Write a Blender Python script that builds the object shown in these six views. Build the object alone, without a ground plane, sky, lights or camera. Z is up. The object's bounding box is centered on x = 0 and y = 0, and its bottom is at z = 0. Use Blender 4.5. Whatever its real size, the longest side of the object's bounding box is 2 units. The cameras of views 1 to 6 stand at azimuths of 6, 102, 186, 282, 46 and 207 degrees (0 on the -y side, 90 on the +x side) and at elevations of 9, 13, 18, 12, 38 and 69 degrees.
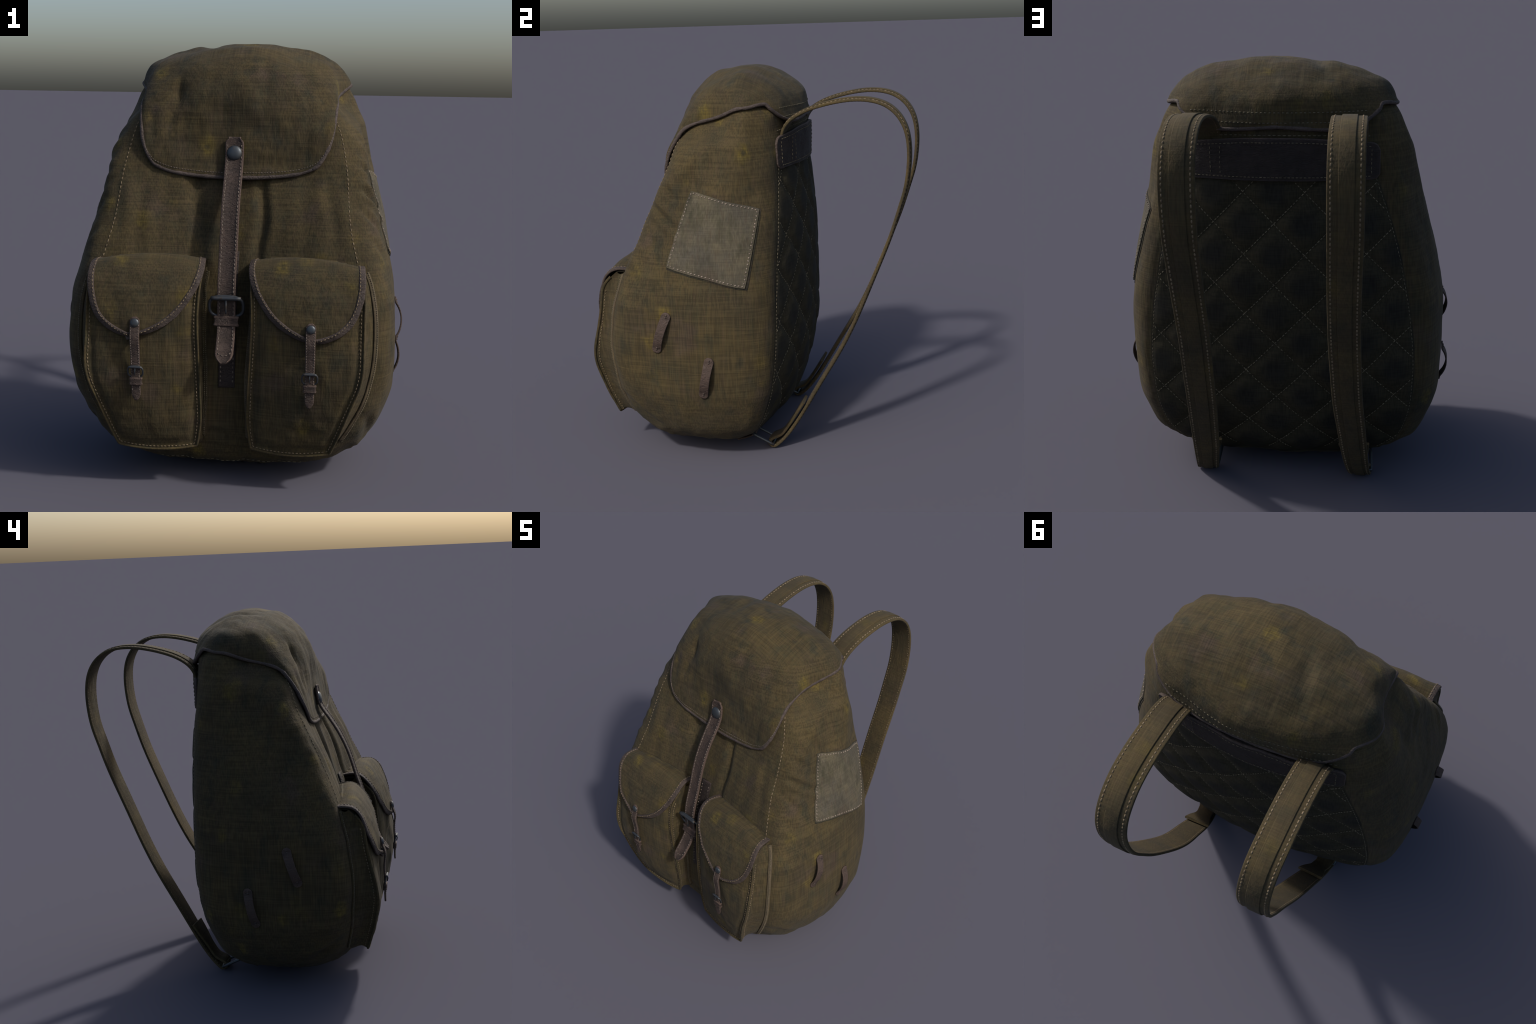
import bpy, math, random
import numpy as np
from mathutils import Vector, noise
from mathutils.bvhtree import BVHTree

random.seed(7)
# ---------------------------------------------------------------- scene reset
for o in list(bpy.data.objects):
    bpy.data.objects.remove(o, do_unlink=True)
COLL = bpy.context.scene.collection


# ================================================================ MATERIALS
class NT:
    """small helper for building node trees"""
    def __init__(self, name):
        self.m = bpy.data.materials.new(name)
        self.m.use_nodes = True
        self.t = self.m.node_tree
        self.t.nodes.clear()
        self.out = self.n("ShaderNodeOutputMaterial")
        self.bsdf = self.n("ShaderNodeBsdfPrincipled")
        self.l(self.bsdf.outputs[0], self.out.inputs[0])
        self.co = self.n("ShaderNodeTexCoord").outputs["Object"]

    def n(self, kind, **kw):
        nd = self.t.nodes.new(kind)
        for k, v in kw.items():
            setattr(nd, k, v)
        return nd

    def l(self, a, b):
        self.t.links.new(a, b)

    def put(self, sock, v):
        if isinstance(v, bpy.types.NodeSocket):
            self.l(v, sock)
        else:
            sock.default_value = v

    def math(self, op, a, b=0.0, c=None, clamp=False):
        nd = self.n("ShaderNodeMath", operation=op, use_clamp=clamp)
        self.put(nd.inputs[0], a)
        self.put(nd.inputs[1], b)
        if c is not None:
            self.put(nd.inputs[2], c)
        return nd.outputs[0]

    def mapping(self, scale=(1, 1, 1), loc=(0, 0, 0), rot=(0, 0, 0), vec=None):
        nd = self.n("ShaderNodeMapping")
        self.l(vec or self.co, nd.inputs[0])
        nd.inputs["Location"].default_value = loc
        nd.inputs["Rotation"].default_value = rot
        nd.inputs["Scale"].default_value = scale
        return nd.outputs[0]

    def noise(self, scale, detail=2.0, rough=0.5, vec=None, dist=0.0):
        nd = self.n("ShaderNodeTexNoise")
        self.l(vec or self.co, nd.inputs["Vector"])
        nd.inputs["Scale"].default_value = scale
        nd.inputs["Detail"].default_value = detail
        nd.inputs["Roughness"].default_value = rough
        nd.inputs["Distortion"].default_value = dist
        return nd.outputs["Fac"]

    def ramp(self, v, lo, hi, to_lo=0.0, to_hi=1.0):
        nd = self.n("ShaderNodeMapRange", interpolation_type="SMOOTHSTEP")
        self.l(v, nd.inputs[0])
        for i, x in enumerate((lo, hi, to_lo, to_hi)):
            nd.inputs[1 + i].default_value = x
        return nd.outputs[0]

    def mix(self, f, a, b, blend="MIX"):
        nd = self.n("ShaderNodeMix", data_type="RGBA", blend_type=blend)
        self.put(nd.inputs[0], f)
        for s, v in ((nd.inputs[6], a), (nd.inputs[7], b)):
            if isinstance(v, bpy.types.NodeSocket):
                self.l(v, s)
            else:
                s.default_value = (*v, 1.0)
        return nd.outputs[2]

    def bump(self, h, strength, dist):
        nd = self.n("ShaderNodeBump")
        nd.inputs["Strength"].default_value = strength
        nd.inputs["Distance"].default_value = dist
        self.l(h, nd.inputs["Height"])
        return nd.outputs[0]

    def finish(self, col, rough, normal=None, **kw):
        self.put(self.bsdf.inputs["Base Color"], col if isinstance(col, bpy.types.NodeSocket) else (*col, 1))
        self.put(self.bsdf.inputs["Roughness"], rough)
        if normal is not None:
            self.l(normal, self.bsdf.inputs["Normal"])
        for k, v in kw.items():
            self.bsdf.inputs[k.replace("_", " ")].default_value = v
        return self.m


def weave(k, fine=160.0, long=6.0):
    """linen-like threads running up the cloth and across it"""
    up = k.noise(1.0, 1.5, 0.5, k.mapping((fine, fine, long)))
    across = k.noise(1.0, 1.5, 0.5, k.mapping((long, long, fine)))
    fore = k.noise(1.0, 2.0, 0.6, k.mapping((fine, long, long)))
    side = k.noise(1.0, 2.0, 0.6, k.mapping((long, fine, long)))
    nrm = k.n("ShaderNodeNewGeometry").outputs["Normal"]
    sep = k.n("ShaderNodeSeparateXYZ")
    k.l(nrm, sep.inputs[0])
    flat = k.ramp(k.math("ABSOLUTE", sep.outputs[2]), 0.6, 0.85)
    wall = k.math("ADD", k.math("MULTIPLY", up, 1.1), k.math("MULTIPLY", across, 0.9))
    top = k.math("ADD", fore, side)
    nd = k.n("ShaderNodeMix", data_type="FLOAT")
    k.l(flat, nd.inputs[0])
    k.l(wall, nd.inputs[2])
    k.l(top, nd.inputs[3])
    return nd.outputs[0]          # roughly 0.6 .. 1.4, mean 1


def canvas(name, base=(0.0435, 0.0326, 0.0144), dirt=1.0, spots=1.0, seed=0.0, weave_amount=1.0):
    k = NT(name)
    w = weave(k)
    off = k.mapping((1, 1, 1), (seed, seed * 1.7, seed * 0.3))
    # broad warm / cool variation
    a = k.noise(5.0, 4.0, 0.6, off)
    b = k.noise(11.0, 3.0, 0.55, k.mapping((1, 1, 0.55), (seed + 3.1, 4.0, 9.0)))
    col = k.mix(k.ramp(a, 0.32, 0.68), tuple(c * f for c, f in zip(base, (0.82, 0.84, 0.92))),
                tuple(c * f for c, f in zip(base, (1.16, 1.13, 1.02))))
    # dull purple brown wear
    brown = k.ramp(k.noise(4.3, 4.0, 0.6, k.mapping((1, 1, 1), (seed + 7.7, 1.2, 2.2))), 0.54, 0.72)
    col = k.mix(k.math("MULTIPLY", brown, 0.62 * dirt), col, (0.046, 0.032, 0.023))
    # greenish black grime
    grime = k.ramp(b, 0.52, 0.74)
    col = k.mix(k.math("MULTIPLY", grime, 0.70 * dirt), col, (0.019, 0.019, 0.012))
    smear = k.ramp(k.noise(1.0, 3.0, 0.6, k.mapping((15.0, 15.0, 5.0), (seed + 1.0, 6.0, 2.0))), 0.50, 0.72)
    col = k.mix(k.math("MULTIPLY", smear, 0.40 * dirt), col, (0.027, 0.026, 0.013))
    warm = k.ramp(k.noise(1.0, 3.0, 0.6, k.mapping((12.0, 12.0, 6.0), (seed + 5.0, 1.0, 8.0))), 0.54, 0.74)
    col = k.mix(k.math("MULTIPLY", warm, 0.34), col, tuple(c * f for c, f in zip(base, (1.35, 1.36, 1.25))))
    # single warp threads that have turned brown or green
    tint = k.noise(1.0, 2.0, 0.5, k.mapping((75.0, 75.0, 3.5), (seed, 0, 0)))
    col = k.mix(k.math("MULTIPLY", k.ramp(tint, 0.52, 0.70), 0.30), col, (0.047, 0.031, 0.019))
    col = k.mix(k.math("MULTIPLY", k.ramp(tint, 0.34, 0.48, 1.0, 0.0), 0.28), col, (0.031, 0.030, 0.015))
    # ochre spots, a few of them with a dark heart
    if spots > 0:
        v = k.n("ShaderNodeTexVoronoi", feature="F1")
        wob = k.n("ShaderNodeVectorMath", operation="ADD")
        nz = k.n("ShaderNodeTexNoise")
        k.l(k.co, nz.inputs["Vector"])
        nz.inputs["Scale"].default_value = 26.0
        nz.inputs["Detail"].default_value = 3.0
        sc = k.n("ShaderNodeVectorMath", operation="SCALE")
        k.l(nz.outputs["Color"], sc.inputs[0])
        sc.inputs["Scale"].default_value = 0.042
        k.l(k.mapping((1, 1, 0.75), (seed + 0.37, 0.61, 0.13)), wob.inputs[0])
        k.l(sc.outputs[0], wob.inputs[1])
        k.l(wob.outputs[0], v.inputs["Vector"])
        v.inputs["Scale"].default_value = 7.0
        d = v.outputs["Distance"]
        pick = k.n("ShaderNodeSeparateColor")
        k.l(v.outputs["Color"], pick.inputs[0])
        on = k.ramp(pick.outputs[0], 0.45, 0.70)
        spot = k.math("MULTIPLY", k.ramp(d, 0.07, 0.37, 1.0, 0.0), on)
        spot = k.math("MULTIPLY", spot, k.ramp(k.noise(38.0, 3.0, 0.6), 0.35, 0.62, 0.35, 1.0))
        col = k.mix(k.math("MULTIPLY", spot, 0.72 * spots), col, (0.098, 0.072, 0.0135))
        heart = k.math("MULTIPLY", k.ramp(d, 0.03, 0.13, 1.0, 0.0), k.ramp(pick.outputs[1], 0.4, 0.6))
        heart = k.math("MULTIPLY", heart, on)
        col = k.mix(k.math("MULTIPLY", heart, 0.6 * spots), col, (0.016, 0.016, 0.010))
    # threads
    f = k.ramp(w, 0.72, 1.28, 1.0 - 0.27 * weave_amount, 1.0 + 0.27 * weave_amount)
    col = k.mix(1.0, col, (1, 1, 1), "MULTIPLY")
    mul = k.n("ShaderNodeVectorMath", operation="SCALE")
    k.l(col, mul.inputs[0])
    k.l(f, mul.inputs["Scale"])
    # bump: threads over soft creases
    soft = k.noise(26.0, 4.0, 0.6, k.mapping((1, 1, 0.5)))
    h = k.math("ADD", k.math("MULTIPLY", w, 0.25), k.math("MULTIPLY", soft, 0.9))
    nrm = k.bump(h, 0.35, 0.012)
    return k.finish(mul.outputs[0], 0.88, nrm, Specular_IOR_Level=0.20, Sheen_Weight=0.02, Sheen_Roughness=0.6)


def leather(name, base, seed=0.0, wear=1.0, gloss=0.35, rub=0.7):
    k = NT(name)
    a = k.noise(16.0, 5.0, 0.62, k.mapping((1, 1, 1), (seed, 2, 1)))
    b = k.noise(70.0, 4.0, 0.65, k.mapping((1, 1, 0.6), (1, seed, 3)))
    wr = k.math("ABSOLUTE", k.math("SUBTRACT", k.noise(1.0, 4.0, 0.6, k.mapping((22, 22, 62), (seed, 1, 5)), 0.8), 0.5))
    col = k.mix(k.ramp(a, 0.3, 0.7), tuple(c * 0.75 for c in base), tuple(c * 1.2 for c in base))
    col = k.mix(k.math("MULTIPLY", k.ramp(b, 0.55, 0.72), 0.38 * wear), col, tuple(c * 1.75 for c in base))
    col = k.mix(k.math("MULTIPLY", k.ramp(b, 0.30, 0.45, 1.0, 0.0), 0.50), col, tuple(c * 0.40 for c in base))
    # rubbed edges
    pt = k.n("ShaderNodeNewGeometry").outputs["Pointiness"]
    col = k.mix(k.math("MULTIPLY", k.ramp(pt, 0.505, 0.56), rub), col, tuple(min(1, c * 2.1) for c in base))
    h = k.math("ADD", k.math("MULTIPLY", b, 0.8), k.math("MULTIPLY", k.ramp(wr, 0.0, 0.09), 0.9))
    return k.finish(col, k.ramp(a, 0.2, 0.8, 0.62, 0.8), k.bump(h, 0.5, 0.007), Specular_IOR_Level=gloss)


def thread(name, col):
    k = NT(name)
    a = k.noise(40.0, 3.0, 0.6)
    c = k.mix(k.ramp(a, 0.3, 0.7), tuple(x * 0.55 for x in col), tuple(x * 1.2 for x in col))
    return k.finish(c, 0.85, Specular_IOR_Level=0.2)


def metal(name, col, rough=0.42):
    k = NT(name)
    a = k.noise(45.0, 5.0, 0.65)
    c = k.mix(k.ramp(a, 0.55, 0.75), col, (0.06, 0.035, 0.018))
    return k.finish(c, k.ramp(a, 0.3, 0.7, rough - 0.08, rough + 0.15), k.bump(a, 0.2, 0.003), Metallic=0.75)


QX, QZ, QW, QH = 0.018, 1.030, 0.272, 0.280      # quilting lattice of the back panel


def quilt(name):
    """dark padded cloth, browner along the quilting lines"""
    k = NT(name)
    s = k.n("ShaderNodeSeparateXYZ")
    k.l(k.co, s.inputs[0])
    u = k.math("DIVIDE", k.math("SUBTRACT", s.outputs[0], QX), QW)
    w = k.math("DIVIDE", k.math("SUBTRACT", s.outputs[2], QZ), QH)
    d1 = k.math("PINGPONG", k.math("ADD", u, w), 0.5)
    d2 = k.math("PINGPONG", k.math("SUBTRACT", u, w), 0.5)
    d = k.math("MULTIPLY", d1, d2)
    mid = k.ramp(d, 0.01, 0.17)
    n1 = k.noise(9.0, 4.0, 0.6)
    mid = k.math("MULTIPLY", mid, k.ramp(n1, 0.25, 0.75, 0.78, 1.1), clamp=True)
    wv = weave(k, 170.0, 14.0)
    col = k.mix(mid, (0.0290, 0.0248, 0.0140), (0.0160, 0.0150, 0.0112))
    mul = k.n("ShaderNodeVectorMath", operation="SCALE")
    k.l(col, mul.inputs[0])
    k.l(k.ramp(wv, 0.72, 1.28, 0.75, 1.25), mul.inputs["Scale"])
    return k.finish(mul.outputs[0], 0.9, k.bump(wv, 0.2, 0.003), Specular_IOR_Level=0.2)


M_CANVAS = canvas("waxed_canvas")
M_LID = canvas("lid_canvas", seed=2.4, dirt=1.25)
M_POCKET = canvas("pocket_canvas", seed=5.2)
M_STRAP = canvas("strap_webbing_canvas", (0.053, 0.0395, 0.0185), dirt=0.5, spots=0.5, seed=1.3, weave_amount=0.6)
M_EDGE_SHADOW = canvas("modelled_shadow_dark", (0.017, 0.0155, 0.0105), dirt=0.8, spots=0.0, seed=1.3)
M_PATCH = canvas("faded_patch_canvas", (0.067, 0.0585, 0.041), dirt=1.0, spots=0.0, seed=11.3, weave_amount=0.6)
M_PIPE = canvas("seam_tape", (0.092, 0.071, 0.043), dirt=0.4, spots=0.0, seed=8.0, weave_amount=0.5)
M_QUILT = quilt("quilted_back_cloth")
M_LEATHER = leather("brown_leather", (0.039, 0.0265, 0.0212), 0.0, 1.0, 0.28)
M_BIND = leather("leather_binding", (0.042, 0.031, 0.026), 4.0, 1.2, 0.28, 0.30)
M_DARK = leather("dark_back_leather", (0.026, 0.0205, 0.0185), 2.0, 0.3, 0.2, 0.2)
M_BACKING = leather("dark_strap_leather", (0.026, 0.019, 0.017), 6.0, 0.5, 0.25, 0.2)
M_PIPING = leather("dark_leather_piping", (0.050, 0.038, 0.033), 9.0, 1.2, 0.28, 0.15)  # base colour lightened to match the sunlit lid edge
M_THREAD = thread("pale_thread", (0.165, 0.125, 0.078))
M_THREAD_DULL = thread("dull_thread", (0.135, 0.115, 0.076))
M_THREAD_GREY = thread("grey_thread", (0.150, 0.122, 0.100))
M_METAL = metal("blackened_steel", (0.060, 0.068, 0.075), 0.46)
M_IRON = metal("dark_iron", (0.055, 0.06, 0.065), 0.5)


# ================================================================ MATHS
def spline(t, y, tq):
    """natural cubic spline through (t, y[k, ...])"""
    t = np.asarray(t, float); y = np.asarray(y, float); tq = np.asarray(tq, float)
    n = len(t); h = np.diff(t)
    shp = y.shape[1:]
    Y = y.reshape(n, -1)
    A = np.zeros((n, n)); B = np.zeros((n, Y.shape[1]))
    A[0, 0] = A[-1, -1] = 1.0
    for i in range(1, n - 1):
        A[i, i - 1], A[i, i], A[i, i + 1] = h[i - 1], 2 * (h[i - 1] + h[i]), h[i]
        B[i] = 6 * ((Y[i + 1] - Y[i]) / h[i] - (Y[i] - Y[i - 1]) / h[i - 1])
    M = np.linalg.solve(A, B)
    k = np.clip(np.searchsorted(t, tq, side="right") - 1, 0, n - 2)
    a = ((t[k + 1] - tq) / h[k])[:, None]; b = ((tq - t[k]) / h[k])[:, None]; hh = (h[k] ** 2)[:, None]
    out = a * Y[k] + b * Y[k + 1] + ((a ** 3 - a) * M[k] + (b ** 3 - b) * M[k + 1]) * hh / 6
    return out.reshape((len(tq),) + shp)


def hermite(t, y, tq):
    """shape preserving interpolation, no overshoot (per column)"""
    t = np.asarray(t, float); y = np.asarray(y, float)
    n = len(t); shp = y.shape[1:]; Y = y.reshape(n, -1)
    h = np.diff(t)[:, None]; d = np.diff(Y, axis=0) / h
    m = np.zeros_like(Y); m[0], m[-1] = d[0], d[-1]
    for i in range(1, n - 1):
        a, b = d[i - 1], d[i]
        w1, w2 = 2 * h[i] + h[i - 1], h[i] + 2 * h[i - 1]
        ok = a * b > 0
        m[i] = np.where(ok, (w1 + w2) / (w1 / np.where(ok, a, 1) + w2 / np.where(ok, b, 1)), 0)
    tq = np.asarray(tq, float)
    k = np.clip(np.searchsorted(t, tq, side="right") - 1, 0, n - 2)
    s = ((tq - t[k]) / h[k, 0])[:, None]; hk = h[k]
    out = ((1 + 2 * s) * (1 - s) ** 2 * Y[k] + s * (1 - s) ** 2 * hk * m[k]
           + s * s * (3 - 2 * s) * Y[k + 1] + s * s * (s - 1) * hk * m[k + 1])
    return out.reshape((len(tq),) + shp)


def curve(pts, n, smooth=True):
    """resample a 3D polyline at n equal steps through a spline"""
    p = np.asarray(pts, float)
    t = np.concatenate([[0], np.cumsum(np.linalg.norm(np.diff(p, axis=0), axis=1))])
    f = spline if smooth else (lambda a, b, q: np.stack([np.interp(q, a, b[:, i]) for i in range(b.shape[1])], 1))
    fine = f(t, p, np.linspace(0, t[-1], n * 6))
    s = np.concatenate([[0], np.cumsum(np.linalg.norm(np.diff(fine, axis=0), axis=1))])
    q = np.linspace(0, s[-1], n)
    return np.stack([np.interp(q, s, fine[:, i]) for i in range(3)], 1)


def length(p):
    return float(np.linalg.norm(np.diff(p, axis=0), axis=1).sum())


def unit(v):
    return v / np.maximum(np.linalg.norm(v, axis=-1, keepdims=True), 1e-9)


def tangents(p):
    return unit(np.gradient(np.asarray(p, float), axis=0))


def fbm(p, scale, seed=0.0, stretch=(1, 1, 1), octaves=2):
    """gentle Perlin lumps sampled at points"""
    out = np.empty(len(p))
    q = p * scale * np.array(stretch) + np.array([seed, seed * 0.7 + 3.3, -seed])
    for i, v in enumerate(q):
        vv = Vector(v)
        a = noise.noise(vv)
        if octaves > 1:
            a += 0.45 * noise.noise(vv * 2.1)
        out[i] = a
    return out


# ================================================================ MESH HELPERS
ROOT = bpy.data.objects.new("rucksack", None)
COLL.objects.link(ROOT)
ROOT["label"] = "Old olive canvas rucksack with leather straps, two pockets, quilted back"
ROOT["category"] = "rucksack"


def make(name, verts, faces, mat, parent=None, smooth=True, sharp=None, stuff=False):
    me = bpy.data.meshes.new(name)
    me.from_pydata([tuple(map(float, v)) for v in verts], [], [tuple(map(int, f)) for f in faces])
    me.validate()
    me.materials.append(mat)
    if smooth:
        me.polygons.foreach_set("use_smooth", [True] * len(me.polygons))
        if sharp:
            me.set_sharp_from_angle(angle=math.radians(sharp))
    o = bpy.data.objects.new(name, me)
    COLL.objects.link(o)
    o.parent = parent or ROOT
    if stuff:
        o["kind"] = "stuff"
    return o


def grid_faces(nr, nc, wrap=False, base=0):
    f = []
    for r in range(nr - 1):
        for c in range(nc if wrap else nc - 1):
            d = (c + 1) % nc
            f.append((base + r * nc + c, base + r * nc + d, base + (r + 1) * nc + d, base + (r + 1) * nc + c))
    return f


def bvh_of(verts, faces):
    return BVHTree.FromPolygons([Vector(v) for v in verts], [list(map(int, f)) for f in faces])


def cast(tree, origin, direction):
    h = tree.ray_cast(Vector(origin), Vector(direction).normalized())
    return (np.array(h[0]), np.array(h[1])) if h[0] is not None else None


def near(tree, p):
    h = tree.find_nearest(Vector(p))
    return np.array(h[0]), np.array(h[1])


def sweep(path, normals, profile, scale_a=None, scale_b=None, close=True, twist_b=None):
    """sweep a closed 2D profile (a along the side direction, b along the normal)"""
    path = np.asarray(path, float)
    T = tangents(path)
    N = np.asarray(normals, float)
    N = unit(N - (N * T).sum(1)[:, None] * T)
    S = np.cross(T, N)
    prof = np.asarray(profile, float)
    n, k = len(path), len(prof)
    sa = np.ones(n) if scale_a is None else np.asarray(scale_a, float)
    sb = np.ones(n) if scale_b is None else np.asarray(scale_b, float)
    V = path[:, None] + S[:, None] * (prof[None, :, :1] * sa[:, None, None]) + N[:, None] * (prof[None, :, 1:] * sb[:, None, None])
    V = V.reshape(-1, 3)
    F = grid_faces(n, k, wrap=True)
    if close:
        F.append(tuple(range(k))[::-1])
        F.append(tuple((n - 1) * k + i for i in range(k)))
    # orient outward: the sweep above has profile counter clockwise seen along -T or +T
    return V, F


def band_profile(half, thick, r=None, seg=3):
    """rounded flat rectangle, from b = 0 up to b = thick"""
    r = r or thick * 0.45
    pts = []
    for cx, cy, a0 in ((half - r, r, -90), (half - r, thick - r, 0), (-half + r, thick - r, 90), (-half + r, r, 180)):
        for i in range(seg + 1):
            a = math.radians(a0 + 90 * i / seg)
            pts.append((cx + r * math.cos(a), cy + r * math.sin(a)))
    return pts


def disc_profile(ra, rb, n=10):
    return [(ra * math.cos(2 * math.pi * i / n), rb * math.sin(2 * math.pi * i / n)) for i in range(n)]


def fix_normals(o):
    import bmesh
    bm = bmesh.new()
    bm.from_mesh(o.data)
    bmesh.ops.recalc_face_normals(bm, faces=bm.faces)
    bm.to_mesh(o.data)
    bm.free()
    return o


class Pile:
    """many small pieces gathered into one mesh"""
    def __init__(self):
        self.v, self.f = [], []

    def add(self, V, F):
        b = len(self.v)
        self.v.extend(list(map(tuple, V)))
        self.f.extend([tuple(i + b for i in f) for f in F])

    def stitch(self, p, t, n, ln, r, flat=0.75):
        t = unit(np.asarray(t)); n = unit(np.asarray(n) - np.dot(n, t) * t); s = np.cross(t, n)
        V, k = [], 6
        rings = ((-0.5, 0.30), (-0.38, 0.85), (0.0, 1.0), (0.38, 0.85), (0.5, 0.30))
        for a, q in rings:
            lift = r * 0.25 * (1 - (2 * a) ** 2)
            for i in range(k):
                w = 2 * math.pi * i / k
                V.append(p + t * a * ln + s * math.cos(w) * r * q + n * (math.sin(w) * r * q * flat + lift))
        F = grid_faces(len(rings), k, wrap=True)
        F += [tuple(range(k))[::-1], tuple((len(rings) - 1) * k + i for i in range(k))]
        self.add(V, F)

    def row(self, path, normals, pitch=0.02, ln=0.013, r=0.0028, lift=0.001, slant=0.0, jitter=0.12, rng=random):
        L = length(path)
        n = max(2, int(L / pitch))
        s = np.concatenate([[0], np.cumsum(np.linalg.norm(np.diff(path, axis=0), axis=1))])
        T = tangents(path)
        for i in range(n):
            q = L * (i + 0.5 + (rng.random() - 0.5) * jitter) / n
            p = np.array([np.interp(q, s, path[:, c]) for c in range(3)])
            t = unit(np.array([np.interp(q, s, T[:, c]) for c in range(3)]))
            m = unit(np.array([np.interp(q, s, normals[:, c]) for c in range(3)]))
            if slant:
                t = t + np.cross(m, t) * slant
            self.stitch(p + m * lift, t, m, ln * (0.9 + 0.2 * rng.random()), r)

    def build(self, name, mat, parent=None):
        if not self.v:
            return None
        o = make(name, self.v, self.f, mat, parent, stuff=True)
        return fix_normals(o)


def on_surface(tree, pts, lift=0.0):
    P, N = [], []
    for p in pts:
        a, b = near(tree, p)
        P.append(a + b * lift); N.append(b)
    N = unit(np.array(N))
    return np.array(P), N


def dome(name, p, n, r, h, mat, parent=None, seg=20):
    """rivet head"""
    n = unit(np.asarray(n, float)); a = unit(np.cross(n, [0.3, 0.2, 1.0])); b = np.cross(n, a)
    rings = [(1.0, -0.15), (1.04, 0.05), (1.0, 0.28), (0.9, 0.55), (0.7, 0.8), (0.4, 0.96), (0.12, 1.0)]
    V = []
    for q, z in rings:
        for i in range(seg):
            w = 2 * math.pi * i / seg
            V.append(np.asarray(p) + (a * math.cos(w) + b * math.sin(w)) * r * q + n * h * z)
    F = grid_faces(len(rings), seg, wrap=True) + [tuple((len(rings) - 1) * seg + i for i in range(seg)), tuple(range(seg))[::-1]]
    return fix_normals(make(name, V, F, mat, parent))


# ================================================================ BAG BODY
# half outline of the bag at each height: front centre, front, front seam, front side,
# side, side, side, back corner, back seam, back, back centre
BODY = [
    (0.026, [(0, -.40), (.13, -.40), (.22, -.375), (.255, -.335), (.275, -.28), (.285, -.21), (.275, -.14), (.24, -.09), (.19, -.07), (.1, -.06), (0, -.055)]),
    (0.058, [(0, -.51), (.19, -.505), (.35, -.475), (.415, -.41), (.440, -.32), (.45, -.2), (.430, -.08), (.40, -.045), (.355, -.025), (.19, .005), (0, .015)]),
    (0.105, [(0, -.582), (.23, -.578), (.435, -.543), (.535, -.445), (.560, -.33), (.565, -.18), (.54, -.05), (.505, -.01), (.46, .015), (.25, .06), (0, .09)]),
    (0.18, [(0, -.615), (.25, -.62), (.50, -.60), (.605, -.48), (.655, -.34), (.664, -.17), (.635, -.01), (.597, .04), (.545, .07), (.28, .13), (0, .16)]),
    (0.285, [(0, -.63), (.28, -.64), (.555, -.632), (.645, -.555), (.707, -.36), (.715, -.16), (.685, .01), (.645, .07), (.588, .112), (.3, .178), (0, .208)]),
    (0.42, [(0, -.635), (.31, -.65), (.618, -.657), (.708, -.570), (.750, -.38), (.750, -.15), (.72, .03), (.675, .105), (.614, .15), (.32, .222), (0, .247)]),
    (0.62, [(0, -.625), (.33, -.65), (.656, -.668), (.734, -.590), (.758, -.38), (.758, -.15), (.728, .04), (.685, .125), (.622, .174), (.32, .252), (0, .276)]),
    (0.82, [(0, -.592), (.33, -.625), (.652, -.645), (.730, -.565), (.752, -.37), (.754, -.15), (.722, .05), (.675, .135), (.607, .181), (.32, .256), (0, .282)]),
    (1.02, [(0, -.532), (.30, -.567), (.597, -.592), (.674, -.532), (.716, -.35), (.725, -.13), (.695, .05), (.645, .14), (.575, .184), (.30, .256), (0, .280)]),
    (1.22, [(0, -.468), (.28, -.497), (.553, -.507), (.636, -.440), (.663, -.28), (.682, -.09), (.648, .06), (.60, .14), (.53, .185), (.27, .25), (0, .272)]),
    (1.40, [(0, -.400), (.26, -.417), (.535, -.425), (.600, -.372), (.612, -.22), (.638, -.05), (.60, .07), (.55, .14), (.475, .184), (.24, .237), (0, .255)]),
    (1.52, [(0, -.372), (.25, -.376), (.515, -.366), (.587, -.29), (.580, -.18), (.615, -.02), (.575, .08), (.515, .145), (.435, .178), (.22, .226), (0, .243)]),
    (1.62, [(0, -.355), (.24, -.352), (.482, -.330), (.534, -.25), (.560, -.14), (.592, .0), (.54, .09), (.475, .145), (.42, .172), (.21, .218), (0, .236)]),
    (1.70, [(0, -.340), (.23, -.33), (.432, -.285), (.464, -.222), (.490, -.125), (.554, .0), (.515, .082), (.467, .133), (.41, .162), (.2, .215), (0, .238)]),
    (1.775, [(0, -.330), (.2, -.305), (.375, -.25), (.424, -.187), (.446, -.105), (.519, .0), (.489, .083), (.447, .134), (.400, .160), (.2, .198), (0, .218)]),
    (1.82, [(0, -.30), (.18, -.275), (.335, -.22), (.385, -.162), (.415, -.09), (.483, -.003), (.455, .065), (.415, .108), (.365, .137), (.185, .17), (0, .19)]),
    (1.86, [(0, -.23), (.15, -.21), (.26, -.16), (.30, -.12), (.335, -.065), (.39, -.005), (.36, .045), (.33, .075), (.28, .095), (.14, .12), (0, .135)]),
]
SEAM_F, SEAM_B = 2, 8        # indices of the front and back seams in a half outline


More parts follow.
